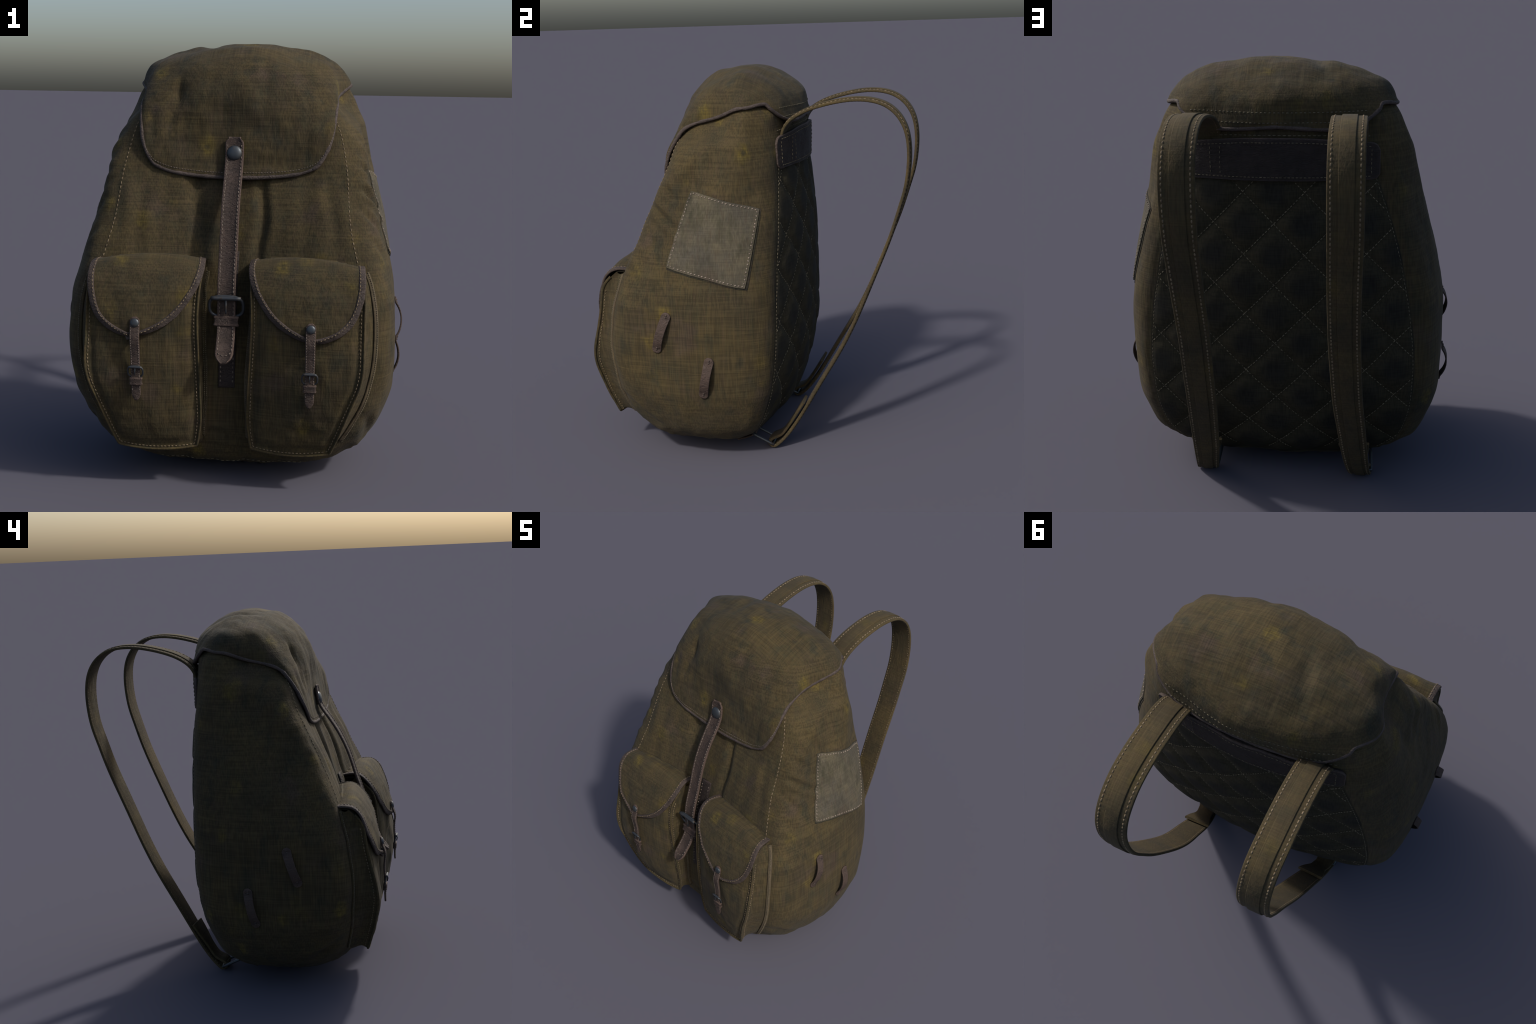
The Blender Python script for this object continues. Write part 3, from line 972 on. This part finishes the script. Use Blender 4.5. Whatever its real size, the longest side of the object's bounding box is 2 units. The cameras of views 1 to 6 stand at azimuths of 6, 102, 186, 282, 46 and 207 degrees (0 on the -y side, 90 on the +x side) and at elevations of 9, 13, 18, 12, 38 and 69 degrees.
    FL[..., 2] += 0.030 * top * arch * np.clip(tq / 0.05, 0, 1)[:, None]
    wide = np.linalg.norm(B - A, axis=1)[:, None] / 0.5
    face = np.clip((tq - 0.2) / 0.2, 0, 1)[:, None] * np.clip(wide, 0, 1)
    FL[..., 1] -= 0.024 * face * arch ** 0.8
    pts = FL.reshape(-1, 3)
    FL[..., 1] -= ((0.006 * fbm(pts, 6.5, seed + 14) + 0.003 * fbm(pts, 14.0, seed + 15)).reshape(fr_, fu)) * np.clip(tq / 0.1, 0, 1)[:, None]
    # sit outside the pocket face
    fn = grid_normals(FL, wrap=False)
    fn *= np.where((fn * np.array([0, -1, 0.4])).sum(-1, keepdims=True) < 0, -1, 1)
    FLm, fnm = FL * m, fn * m
    th = 0.007
    V = np.concatenate([FLm.reshape(-1, 3), (FLm - fnm * th).reshape(-1, 3)])
    F = grid_faces(fr_, fu)
    off = fr_ * fu
    Fi = [tuple(i + off for i in f)[::-1] for f in F]
    loop = [i * fu for i in range(fr_)] + [(fr_ - 1) * fu + j for j in range(1, fu)] + [i * fu + fu - 1 for i in range(fr_ - 2, -1, -1)] + list(range(fu - 2, 0, -1))
    Fe = [(loop[i], loop[(i + 1) % len(loop)], loop[(i + 1) % len(loop)] + off, loop[i] + off) for i in range(len(loop))]
    flap = fix_normals(make("pocket_flap", V, F + Fi + Fe, M_POCKET, pk, sharp=55))
    flap_tree = bvh_of(FLm.reshape(-1, 3), grid_faces(fr_, fu))
    # leather binding along the free edge
    rim_pts = np.concatenate([FLm[:, 0], FLm[-1, 1:-1], FLm[:, -1][::-1]])
    rp = curve(rim_pts, 190, smooth=False)
    for _ in range(16):
        rp[1:-1] = 0.5 * rp[1:-1] + 0.25 * (rp[:-2] + rp[2:])
    T = tangents(rp)
    NN = np.array([near(flap_tree, p)[1] for p in rp])
    NN *= np.where((NN * np.array([0, -1, 0.4])).sum(1, keepdims=True) < 0, -1, 1)
    inward = np.cross(NN, T)
    c0 = np.array([0.36 * side, -0.74, 0.86])
    if np.mean(((c0 - rp) * inward).sum(1)) < 0:
        inward = -inward
    half_w = 0.0155
    cp = rp + inward * (half_w - 0.007)
    for i in range(len(cp)):
        q, _n = near(flap_tree, cp[i])
        cp[i] = 0.7 * q + 0.3 * cp[i] - NN[i] * 0.0092
    for _ in range(3):
        NN[1:-1] = unit(0.5 * NN[1:-1] + 0.25 * (NN[:-2] + NN[2:]))
    k = 1 + 0.10 * fbm(cp, 20.0, seed + 5)
    V, F = sweep(cp, NN, band_profile(half_w, 0.0125, 0.0055), k, k)
    bind = fix_normals(make("flap_binding", V, F, M_BIND, pk))
    pile = Pile()
    ip = cp + inward * (half_w * 0.62) + NN * 0.0124
    pile.row(ip[3:-3], NN[3:-3], 0.0165, 0.0105, 0.0024, 0.0)
    pile.build("binding_stitching", M_THREAD, pk)

    # ---- closing strap with rivet, buckle and keeper
    xs_ = 0.384 * side
    path = [(xs_, -.786, .797), (xs_, -.790, .766), (xs_, -.801, .735), (xs_, -.810, .705), (xs_, -.806, .670), (xs_, -.803, .630),
            (xs_, -.804, .590), (xs_, -.806, .555), (xs_, -.806, .52), (xs_, -.805, .480), (xs_, -.806, .428)]
    drift = 0.011 if side < 0 else 0.001            # hangs slightly askew
    path = [(p[0] + drift * (0.797 - p[2]) / 0.36, p[1], p[2]) for p in path]
    n = 70
    pth = curve(path, n)
    hit = [cast(tr, (p[0], -1.2, p[2]), (0, 1, 0)) for p in pth]
    for i, hh in enumerate(hit):
        if hh is not None:
            pth[i, 1] = min(pth[i, 1], hh[0][1] - 0.003)
    for _ in range(10):
        pth[1:-1, 1] = 0.5 * pth[1:-1, 1] + 0.25 * (pth[:-2, 1] + pth[2:, 1])
    nrm = np.cross(tangents(pth), [1, 0, 0])
    nrm *= -np.sign(nrm[:, 1:2])
    s = np.linspace(0, 1, n)
    wd = 1 - 0.1 * s
    wd *= np.where(s < 0.06, np.sqrt(np.clip(1 - ((0.06 - s) / 0.06) ** 2, 0.12, 1)), 1)
    wd *= np.where(s > 0.90, np.sqrt(np.clip(1 - ((s - 0.90) / 0.10) ** 2, 0.10, 1)), 1)
    V, F = sweep(pth, nrm, band_profile(0.0225, 0.0085, 0.0035), wd)
    cs = fix_normals(make("pocket_strap", V, F, M_LEATHER, pk))
    pile = Pile()
    for o in (-0.0175, 0.0175):
        pp_ = pth[6:-8] + np.array([o, 0, 0]) * wd[6:-8, None] + nrm[6:-8] * 0.0085
        pile.row(pp_, nrm[6:-8], 0.0115, 0.0078, 0.0017, 0.0)
    pile.build("strap_stitching", M_THREAD_GREY, pk)
    ir = int(np.argmin(np.abs(pth[:, 2] - 0.768)))
    dome("rivet", pth[ir] + nrm[ir] * 0.0085, nrm[ir], 0.0192, 0.0085, M_METAL, pk)
    ib = int(np.argmin(np.abs(pth[:, 2] - 0.556)))
    buckle("buckle", pth[ib] + nrm[ib] * 0.007, nrm[ib], 0.066, 0.050, 0.0042, pk)
    ik = int(np.argmin(np.abs(pth[:, 2] - 0.512)))
    keeper("strap_keeper", pth[ik], nrm[ik], 0.0285, 0.034, 0.014, pk)
    return pk


def ring_path(c, n, w, hgt, rr, count=64):
    """rounded rectangle loop in the plane across n, upright"""
    n = unit(np.asarray(n, float)); a = unit(np.cross([0, 0, 1], n)); b = np.cross(n, a)
    pts, nn = [], []
    for i in range(count):
        t = 2 * math.pi * i / count
        e = 0.68
        cx, cy = math.cos(t), math.sin(t)
        px = math.copysign(abs(cx) ** e, cx) * w / 2
        py = math.copysign(abs(cy) ** e, cy) * hgt / 2
        pts.append(np.asarray(c) + a * px + b * py)
        nn.append(n)
    return np.array(pts), np.array(nn), a, b


def loop_tube(pts, nn, r, k=8):
    n = len(pts)
    T = unit(np.roll(pts, -1, 0) - np.roll(pts, 1, 0))
    N = unit(nn - (nn * T).sum(1)[:, None] * T)
    S = np.cross(T, N)
    V = []
    for i in range(n):
        for j in range(k):
            w = 2 * math.pi * j / k
            V.append(pts[i] + (S[i] * math.cos(w) + N[i] * math.sin(w)) * r)
    F = [(i * k + j, i * k + (j + 1) % k, ((i + 1) % n) * k + (j + 1) % k, ((i + 1) % n) * k + j) for i in range(n) for j in range(k)]
    return V, F


def buckle(name, c, n, w, hgt, r, parent):
    """bowed wire frame with a cross bar over the strap and a prong"""
    pts, nn, a, b = ring_path(c, n, w, hgt, r)
    n = unit(np.asarray(n, float))
    off = ((pts - c) @ b) / (hgt / 2)
    pts = pts + n * (r * 1.6 * off - r * 0.3)[:, None] + n * 0.002
    V, F = loop_tube(pts, nn, r)
    pile = Pile()
    pile.add(V, F)
    bar = np.array([c + a * (w * 0.44) * q + b * hgt * 0.42 + n * r * 2.3 for q in np.linspace(-1, 1, 8)])
    V, F = sweep(bar, np.tile(n, (8, 1)), disc_profile(r * 1.25, r * 1.25, 10))
    pile.add(V, F)
    pr = np.array([c + b * hgt * q + n * (r * 2.0 + 0.004 - 0.014 * abs(q - 0.05)) for q in np.linspace(0.42, -0.30, 10)])
    V, F = sweep(pr, np.tile(n, (10, 1)), disc_profile(r * 0.85, r * 0.8, 8), np.linspace(1, 0.6, 10))
    pile.add(V, F)
    o = make(name, pile.v, pile.f, M_IRON, parent)
    return fix_normals(o)


def keeper(name, c, n, half, hgt, thick, parent):
    """leather loop round the strap, its two edges raised"""
    n = unit(np.asarray(n, float)); a = unit(np.cross([0, 0, 1], n)); b = np.cross(n, a)
    V, prof = [], band_profile(half, thick + 0.006, 0.007)
    rows = [(-0.5, 0.90), (-0.46, 1.0), (-0.36, 1.05), (-0.22, 0.98), (0.0, 0.97), (0.22, 0.98), (0.36, 1.05), (0.46, 1.0), (0.5, 0.90)]
    for t, q in rows:
        for pa, pb in prof:
            V.append(np.asarray(c) + b * hgt * t + a * pa * q + n * ((pb - 0.006) * q))
    k = len(prof)
    F = grid_faces(len(rows), k, wrap=True) + [tuple(range(k))[::-1], tuple((len(rows) - 1) * k + i for i in range(k))]
    return fix_normals(make(name, V, F, M_LEATHER, parent))


POCKET_A = build_pocket(1, 2.0)
POCKET_B = build_pocket(-1, 47.0)

# ================================================================ LEATHER BACKING AND LID STRAP
pts = [cast(body_tree, (0.002, -1.2, zz), (0, 1, 0)) for zz in np.linspace(1.055, 0.452, 60)]
bp = np.array([p[0] for p in pts]); bn = np.array([p[1] for p in pts])
for _ in range(12):
    bn[1:-1] = unit(0.5 * bn[1:-1] + 0.25 * (bn[:-2] + bn[2:])); bp[1:-1, 1] = 0.5 * bp[1:-1, 1] + 0.25 * (bp[:-2, 1] + bp[2:, 1])
bp = bp - bn * 0.002
V, F = sweep(bp, bn, band_profile(0.0375, 0.012, 0.004))
BACKING = fix_normals(make("backing_strap", V, F, M_BACKING))
pile = Pile()
for o in (-0.028, 0.028):
    pile.row(bp[2:-2] + np.array([o, 0, 0]) + bn[2:-2] * 0.0125, bn[2:-2], 0.020, 0.010, 0.003, 0.0)
pile.build("backing_stitching", M_THREAD_GREY, BACKING)

path = [(-.002, -.404, 1.566), (-.002, -.409, 1.53), (-.001, -.414, 1.49), (-.001, -.430, 1.445), (0, -.456, 1.406), (0, -.520, 1.308), (.001, -.583, 1.168), (.001, -.626, 1.028),
        (.001, -.658, .93), (.002, -.668, .865), (.003, -.670, .81), (.004, -.678, .755), (.006, -.705, .708), (.007, -.745, .662), (.007, -.797, .603)]
n = 130
lp = curve(path, n)
for i in range(n):          # never sink into the lid
    hh = cast(lid_tree, (lp[i, 0], -1.2, lp[i, 2]), (0, 1, 0))
    if hh is not None and lp[i, 2] > 1.40:
        lp[i, 1] = min(lp[i, 1], hh[0][1] - 0.001)
for _ in range(6):
    lp[1:-1] = 0.5 * lp[1:-1] + 0.25 * (lp[:-2] + lp[2:])
ln_ = np.cross(tangents(lp), [1, 0, 0]); ln_ *= -np.sign(ln_[:, 1:2])
s = np.linspace(0, 1, n)
wd = 1.0 - 0.06 * s
wd *= np.where(s < 0.03, np.sqrt(np.clip(1 - ((0.03 - s) / 0.03) ** 2, 0.45, 1)), 1)
wd *= np.where(s > 0.95, np.sqrt(np.clip(1 - ((s - 0.95) / 0.05) ** 2, 0.10, 1)), 1)
prof = [(-.0425, .002), (-.0425, .010), (-.039, .0125), (-.033, .0115), (-.030, .0095), (0, .0095), (.030, .0095), (.033, .0115), (.039, .0125), (.0425, .010), (.0425, .002), (.040, 0), (0, 0), (-.040, 0)]
V, F = sweep(lp, ln_, prof, wd)
V = np.array(V)
LSTRAP = fix_normals(make("lid_strap", V, F, M_LEATHER))
pile = Pile()
side_dir = unit(np.cross(tangents(lp), ln_))
for o in (-0.032, 0.032):
    k = slice(4, -7)
    pile.row(lp[k] + side_dir[k] * o * wd[k, None] + ln_[k] * 0.0112, ln_[k], 0.0175, 0.012, 0.0021, 0.0)
tip = [lp[-8] + side_dir[-8] * (0.032 * math.cos(a) * wd[-8]) + unit(lp[-1] - lp[-8]) * (0.022 * math.sin(a)) + ln_[-8] * 0.0112 for a in np.linspace(0.2, math.pi - 0.2, 14)]
pile.row(np.array(tip), np.tile(ln_[-8], (14, 1)), 0.0165, 0.011, 0.0021, 0.001)
pile.build("strap_stitching", M_THREAD_GREY, LSTRAP)
i = int(np.argmin(np.abs(lp[:, 2] - 1.490)))
dome("rivet", lp[i] + ln_[i] * 0.009, ln_[i], 0.034, 0.0155, M_METAL, LSTRAP, 28)
i = int(np.argmin(np.abs(lp[:, 2] - 0.836)))
buckle("buckle", lp[i] + ln_[i] * 0.006, ln_[i], 0.152, 0.094, 0.0078, LSTRAP)
i = int(np.argmin(np.abs(lp[:, 2] - 0.765)))
keeper("strap_keeper", lp[i], ln_[i], 0.055, 0.046, 0.017, LSTRAP)

# ================================================================ SHOULDER STRAPS
STRAP = [(.316, .186, 1.640), (.317, .188, 1.668), (.318, .211, 1.718), (.318, .258, 1.758), (.318, .310, 1.784), (.318, .377, 1.806), (.319, .450, 1.823), (.320, .528, 1.834), (.321, .618, 1.832),
         (.320, .700, 1.808), (.320, .760, 1.760), (.320, .799, 1.689), (.320, .815, 1.602), (.320, .813, 1.494), (.319, .797, 1.392), (.317, .773, 1.309), (.315, .741, 1.204), (.313, .642, .944),
         (.318, .556, .733), (.325, .470, .554), (.338, .365, .373), (.352, .258, .188), (.365, .178, .069), (.374, .130, .021), (.378, .108, .012), (.378, .092, .023), (.377, .096, .045),
         (.375, .116, .058), (.371, .150, .074), (.366, .172, .098), (.353, .236, .198), (.347, .272, .256)]
HALF_W = [(0, .072), (.30, .073), (.45, .069), (.70, .066), (.80, .062), (.90, .050), (.935, .043), (.955, .046), (.975, .064), (1.0, .072)]


def shoulder_strap(side):
    m = np.array([side, 1, 1])
    n = 260
    p = curve(STRAP, n)
    T = tangents(p)
    out = np.cross([1.0, 0, 0], T)
    out = unit(out)
    if out[60, 2] < 0:
        out = -out
    s = np.linspace(0, 1, n)
    wd = np.interp(s, [a for a, _ in HALF_W], [b for _, b in HALF_W])
    for _ in range(8):
        wd[1:-1] = 0.5 * wd[1:-1] + 0.25 * (wd[:-2] + wd[2:])
    pm, om = p * m, out * m
    base = [(a, b - 0.009) for a, b in band_profile(1.0, 0.018, 0.006)]
    # profile in metres sideways: scale 1.0 half width by wd but keep the round corner
    prof = []
    for a, b in band_profile(0.07, 0.014, 0.005):
        prof.append((a / 0.07, b - 0.007))
    V, F = sweep(pm, om, prof, wd)
    st = fix_normals(make("shoulder_strap", V, F, M_STRAP, sharp=60))
    sd = unit(np.cross(tangents(pm), om))
    # the strip lies a little off centre, on the outer face only, until the strap turns round the ring
    sign = 1.0 if sd[100, 0] < 0 else -1.0           # towards -x is the right side seen from behind
    k = slice(6, int(n * 0.905))
    c = pm[k] + sd[k] * (sign * 0.03) * wd[k, None] + om[k] * 0.0065
    prof = [(a / 0.026 * 0.43, b) for a, b in band_profile(0.026, 0.0062, 0.0025)]
    V, F = sweep(c, om[k], prof, wd[k])
    fix_normals(make("strap_webbing", V, F, M_STRAP, st, sharp=60))
    pile = Pile()
    for o in (-0.79, 0.76):
        q = pm[k] + sd[k] * (sign * o) * wd[k, None]
        pile.row(q + om[k] * 0.0063, om[k], 0.0205, 0.0140, 0.0038, 0.0)
        q = pm[k] + sd[k] * (sign * o * 1.08) * wd[k, None]
        pile.row(q - om[k] * 0.0058, -om[k], 0.017, 0.011, 0.0026, 0.0)
    pile.build("strap_stitching", M_THREAD, st)
    # cross stitches that hold the turned-up end
    j = n - 10
    pile = Pile()
    q = np.array([pm[j] + sd[j] * wd[j] * a + om[j] * -0.0 for a in np.linspace(-0.8, 0.8, 12)])
    # steel ring and leather tab that tie it to the bag
    c = np.array([.378, .108, .024]); e = np.array([.372, .000, .075])
    hw = .050
    loop = []
    for a in np.linspace(0, 1, 9):
        loop.append(c + (e - c) * a + np.array([hw, 0, 0]))
    for a in np.linspace(1, -1, 9)[1:-1]:
        loop.append(e + np.array([hw * a, 0, 0]))
    for a in np.linspace(1, 0, 9):
        loop.append(c + (e - c) * a - np.array([hw, 0, 0]))
    for a in np.linspace(-1, 1, 9)[1:-1]:
        loop.append(c + np.array([hw * a, 0, 0]))
    loop = np.array(loop) * m
    nn = np.tile(unit(np.cross(e - c, [1, 0, 0])), (len(loop), 1))
    V, F = loop_tube(loop, nn, 0.0085)
    fix_normals(make("strap_ring", V, F, M_METAL, st))
    tab = curve(np.array([(.372, -.09, .030), (.372, -.02, .052), (.372, .002, .064), (.372, .012, .074), (.372, .002, .082), (.372, -.02, .072), (.372, -.06, .06)]), 40) * m
    tn = np.cross(tangents(tab), [1, 0, 0])
    V, F = sweep(tab, tn, [(a, b - 0.003) for a, b in band_profile(0.036, 0.006, 0.002)])
    fix_normals(make("ring_tab", V, F, M_LEATHER, st))
    return st


for sd_ in (1, -1):
    shoulder_strap(sd_)

# ================================================================ LEATHER BAND ACROSS THE BACK
nx, nz = 80, 24
xs_ = np.linspace(-.438, .438, nx)
GB, GN = np.empty((nz, nx, 3)), np.empty((nz, nx, 3))
for j, xx in enumerate(xs_):
    e = min(1.0, (0.438 - abs(xx)) / 0.035)
    rnd = 0.028 * (1 - math.sqrt(max(0.0, 1 - (1 - e) ** 2)))
    z1 = 1.658 + 0.032 * (1 - (xx / .438) ** 2) - rnd
    z0 = 1.506 + rnd * 0.8
    yb = 0.2575 - 0.075 * (xx / .438) ** 2
    for i in range(nz):
        t = i / (nz - 1)
        zz = z0 + (z1 - z0) * t
        GB[i, j] = (xx, yb + 0.004 * math.sin(xx * 23 + 1.0) * t, zz)
GN = grid_normals(GB, wrap=False)
GN *= np.sign(GN[..., 1:2])
lump = fbm(GB.reshape(-1, 3), 14.0, 3.0).reshape(nz, nx) * 0.0025
GB = GB + GN * lump[..., None]
th = 0.024
V = np.concatenate([GB.reshape(-1, 3), (GB - GN * th).reshape(-1, 3)])
F = grid_faces(nz, nx)
off = nz * nx
loop = [i * nx for i in range(nz)] + [(nz - 1) * nx + j for j in range(1, nx)] + [i * nx + nx - 1 for i in range(nz - 2, -1, -1)] + list(range(nx - 2, 0, -1))
BAND = fix_normals(make("back_band", V, F + [tuple(i + off for i in f)[::-1] for f in F] + [(loop[i], loop[(i + 1) % len(loop)], loop[(i + 1) % len(loop)] + off, loop[i] + off) for i in range(len(loop))], M_DARK, sharp=50))
bt = bvh_of(GB.reshape(-1, 3), F)
# rolled rim of the band's short ends and top
rimp = np.concatenate([GB[0, :6][::-1], GB[:, 0], GB[-1, 1:], GB[:, -1][::-1], GB[0, -6:][::-1]]) - np.array([0, 0.008, 0])
rp = curve(rimp, 220, smooth=False)
rn = np.array([near(bt, p)[1] for p in rp]); rn *= np.sign(rn[:, 1:2])
V, F = sweep(rp, rn, disc_profile(0.0045, 0.0075, 8))
fix_normals(make("band_rim", V, F, M_BIND, BAND))
pile = Pile()
row = lambda i: (GB[i], GN[i])
for i in (2, nz - 3):
    pile.row(GB[i, 3:-3], GN[i, 3:-3], 0.0175, 0.0115, 0.0020)
for xx in (.252, .292, -.252, -.292):
    j = int(np.argmin(np.abs(xs_ - xx)))
    pile.row(GB[3:-3, j], GN[3:-3, j], 0.0185, 0.012, 0.0020)
for j in (3, nx - 4):
    pile.row(GB[3:-3, j], GN[3:-3, j], 0.0185, 0.012, 0.0020)
pile.build("band_stitching", M_THREAD_DULL, BAND)
# stitched hem of the bag's mouth, showing between lid and band
pile = Pile()
pts = [cast(body_tree, (xx, 1.0, 1.702 - 0.012 * (xx / .4) ** 2), (0, -1, 0)) for xx in np.linspace(-.40, .40, 90)]
pile.row(np.array([p[0] for p in pts]), np.array([p[1] for p in pts]), 0.021, 0.014, 0.0024)
pile.build("mouth_stitching", M_THREAD_DULL, PANELS["neck_panel"])

# ================================================================ CLOTH PATCH ON THE SIDE
TL, TR, BL, BR = map(np.array, ((.581, -.231, 1.424), (.582, .113, 1.335), (.698, -.348, 1.055), (.708, .053, .955)))
np_, nq = 40, 40
PG, PN = np.empty((np_, nq, 3)), np.empty((np_, nq, 3))
for i in range(np_):
    for j in range(nq):
        a, b = i / (np_ - 1), j / (nq - 1)
        # rounded corners and a slightly wavering edge
        ca, cb = 2 * a - 1, 2 * b - 1
        sq = 1 - 0.022 * (abs(ca) ** 10 * abs(cb) ** 10)
        a2, b2 = 0.5 + ca * sq / 2, 0.5 + cb * sq / 2
        p = (TL * (1 - b2) + TR * b2) * (1 - a2) + (BL * (1 - b2) + BR * b2) * a2
        p = p + np.array([0, 0.002 * noise.noise(Vector((a * 3, b * 3, 7.0))), 0.002 * noise.noise(Vector((a * 3, b * 3, 1.0)))])
        hh = cast(body_tree, (p[0] + 0.5, p[1], p[2]), (-1, 0, 0))
        PG[i, j], PN[i, j] = hh
for _ in range(5):                       # the patch bridges the small creases below
    PN[1:-1, 1:-1] = unit(PN[1:-1, 1:-1] * 2 + PN[:-2, 1:-1] + PN[2:, 1:-1] + PN[1:-1, :-2] + PN[1:-1, 2:])
    PG[1:-1, 1:-1] = (PG[1:-1, 1:-1] * 2 + PG[:-2, 1:-1] + PG[2:, 1:-1] + PG[1:-1, :-2] + PG[1:-1, 2:]) / 6
for _ in range(8):
    for e_ in (PG[0], PG[-1], PG[:, 0], PG[:, -1], PN[0], PN[-1], PN[:, 0], PN[:, -1]):
        e_[1:-1] = 0.5 * e_[1:-1] + 0.25 * (e_[:-2] + e_[2:])
for i in range(np_):                     # but never lets them poke through
    for j in range(nq):
        q_, n_q = near(body_tree, PG[i, j])
        gap = float(np.dot(PG[i, j] - q_, n_q))
        PG[i, j] += n_q * max(0.0, 0.0015 - gap)
PN = unit(PN)
ii, jj = np.meshgrid(np.linspace(0, 1, np_), np.linspace(0, 1, nq), indexing="ij")
ed = np.minimum(np.minimum(ii, 1 - ii), np.minimum(jj, 1 - jj))
lift = 0.0040 + 0.002 * np.clip(ed / 0.12, 0, 1) + 0.002 * np.exp(-((1 - jj) / 0.04) ** 2) + 0.002 * np.exp(-((1 - ii) / 0.04) ** 2)
OUT = PG + PN * lift[..., None]
V = np.concatenate([OUT.reshape(-1, 3), (PG - PN * 0.006).reshape(-1, 3)])
F = grid_faces(np_, nq)
off = np_ * nq
loop = [i * nq for i in range(np_)] + [(np_ - 1) * nq + j for j in range(1, nq)] + [i * nq + nq - 1 for i in range(np_ - 2, -1, -1)] + list(range(nq - 2, 0, -1))
PATCH = fix_normals(make("cloth_patch", V, F + [tuple(i + off for i in f)[::-1] for f in F] + [(loop[i], loop[(i + 1) % len(loop)], loop[(i + 1) % len(loop)] + off, loop[i] + off) for i in range(len(loop))], M_PATCH, sharp=40))
pile = Pile()
e = 1
lp_ = [(i, e) for i in range(e, np_ - e)] + [(np_ - 1 - e, j) for j in range(e, nq - e)] + [(i, nq - 1 - e) for i in range(np_ - 1 - e, e - 1, -1)] + [(e, j) for j in range(nq - 1 - e, e - 1, -1)]
q = np.array([OUT[i, j] for i, j in lp_]); nn = np.array([PN[i, j] for i, j in lp_])
pile.row(q, nn, 0.0185, 0.0095, 0.0036, 0.0002, slant=0.7, jitter=0.25)
# dark offset sheet modelling the shadow along its lower and rear edges
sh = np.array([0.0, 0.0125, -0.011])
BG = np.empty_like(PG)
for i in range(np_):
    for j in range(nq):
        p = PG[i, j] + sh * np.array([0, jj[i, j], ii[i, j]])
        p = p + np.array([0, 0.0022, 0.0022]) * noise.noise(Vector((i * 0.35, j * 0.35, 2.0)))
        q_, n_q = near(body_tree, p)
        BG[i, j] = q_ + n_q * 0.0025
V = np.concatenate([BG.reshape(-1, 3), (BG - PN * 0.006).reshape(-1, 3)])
fix_normals(make("patch_edge_shadow", V, F + [tuple(i + off for i in f)[::-1] for f in F] + [(loop[i], loop[(i + 1) % len(loop)], loop[(i + 1) % len(loop)] + off, loop[i] + off) for i in range(len(loop))], M_EDGE_SHADOW, PATCH, sharp=40))
pile.build("patch_stitching", thread("pinkish_thread", (0.19, 0.155, 0.125)), PATCH)

# ================================================================ LEATHER LASHING LOOPS ON THE SIDES
LOOPS = [((.735, -.337, .836), (.749, -.403, .632)), ((.760, -.128, .614), (.745, -.172, .400))]
for side in (1, -1):
    for top, bot in LOOPS:
        m = np.array([side, 1, 1])
        n = 48
        s = np.linspace(0, 1, n)
        base = (np.array(top)[None] * (1 - s[:, None]) + np.array(bot)[None] * s[:, None]) * m
        pts, nr = [], []
        for p in base:
            hh = cast(body_tree, (p[0] + 0.4 * side, p[1], p[2]), (-side, 0, 0))
            pts.append(hh[0]); nr.append(hh[1])
        pts = np.array(pts); nr = unit(np.array(nr).mean(0))[None].repeat(n, 0)
        bow = np.clip(np.sin(np.clip((s - 0.14) / 0.72, 0, 1) * math.pi), 0, 1) ** 0.7
        pts = pts + nr * (0.001 + 0.026 * bow)[:, None]
        for _ in range(4):
            pts[1:-1] = 0.5 * pts[1:-1] + 0.25 * (pts[:-2] + pts[2:])
        wd = np.ones(n)
        wd *= np.where(s < 0.10, np.sqrt(np.clip(1 - ((0.10 - s) / 0.10) ** 2, 0.15, 1)), 1)
        wd *= np.where(s > 0.90, np.sqrt(np.clip(1 - ((s - 0.90) / 0.10) ** 2, 0.15, 1)), 1)
        wd *= 1 - 0.08 * bow
        V, F = sweep(pts, nr, band_profile(0.0245, 0.0075, 0.003), wd)
        lo = fix_normals(make("lashing_loop", V, F, M_LEATHER))
        T = tangents(pts)
        for fpos in (0.075, 0.135, 0.865, 0.925):
            i = int(fpos * (n - 1))
            nn = unit(nr[i] - np.dot(nr[i], T[i]) * T[i])
            dome("rivet", pts[i] + nn * 0.0072, nn, 0.0052, 0.0050, M_BIND, lo, 10)

# names: repeats get their suffix from the application
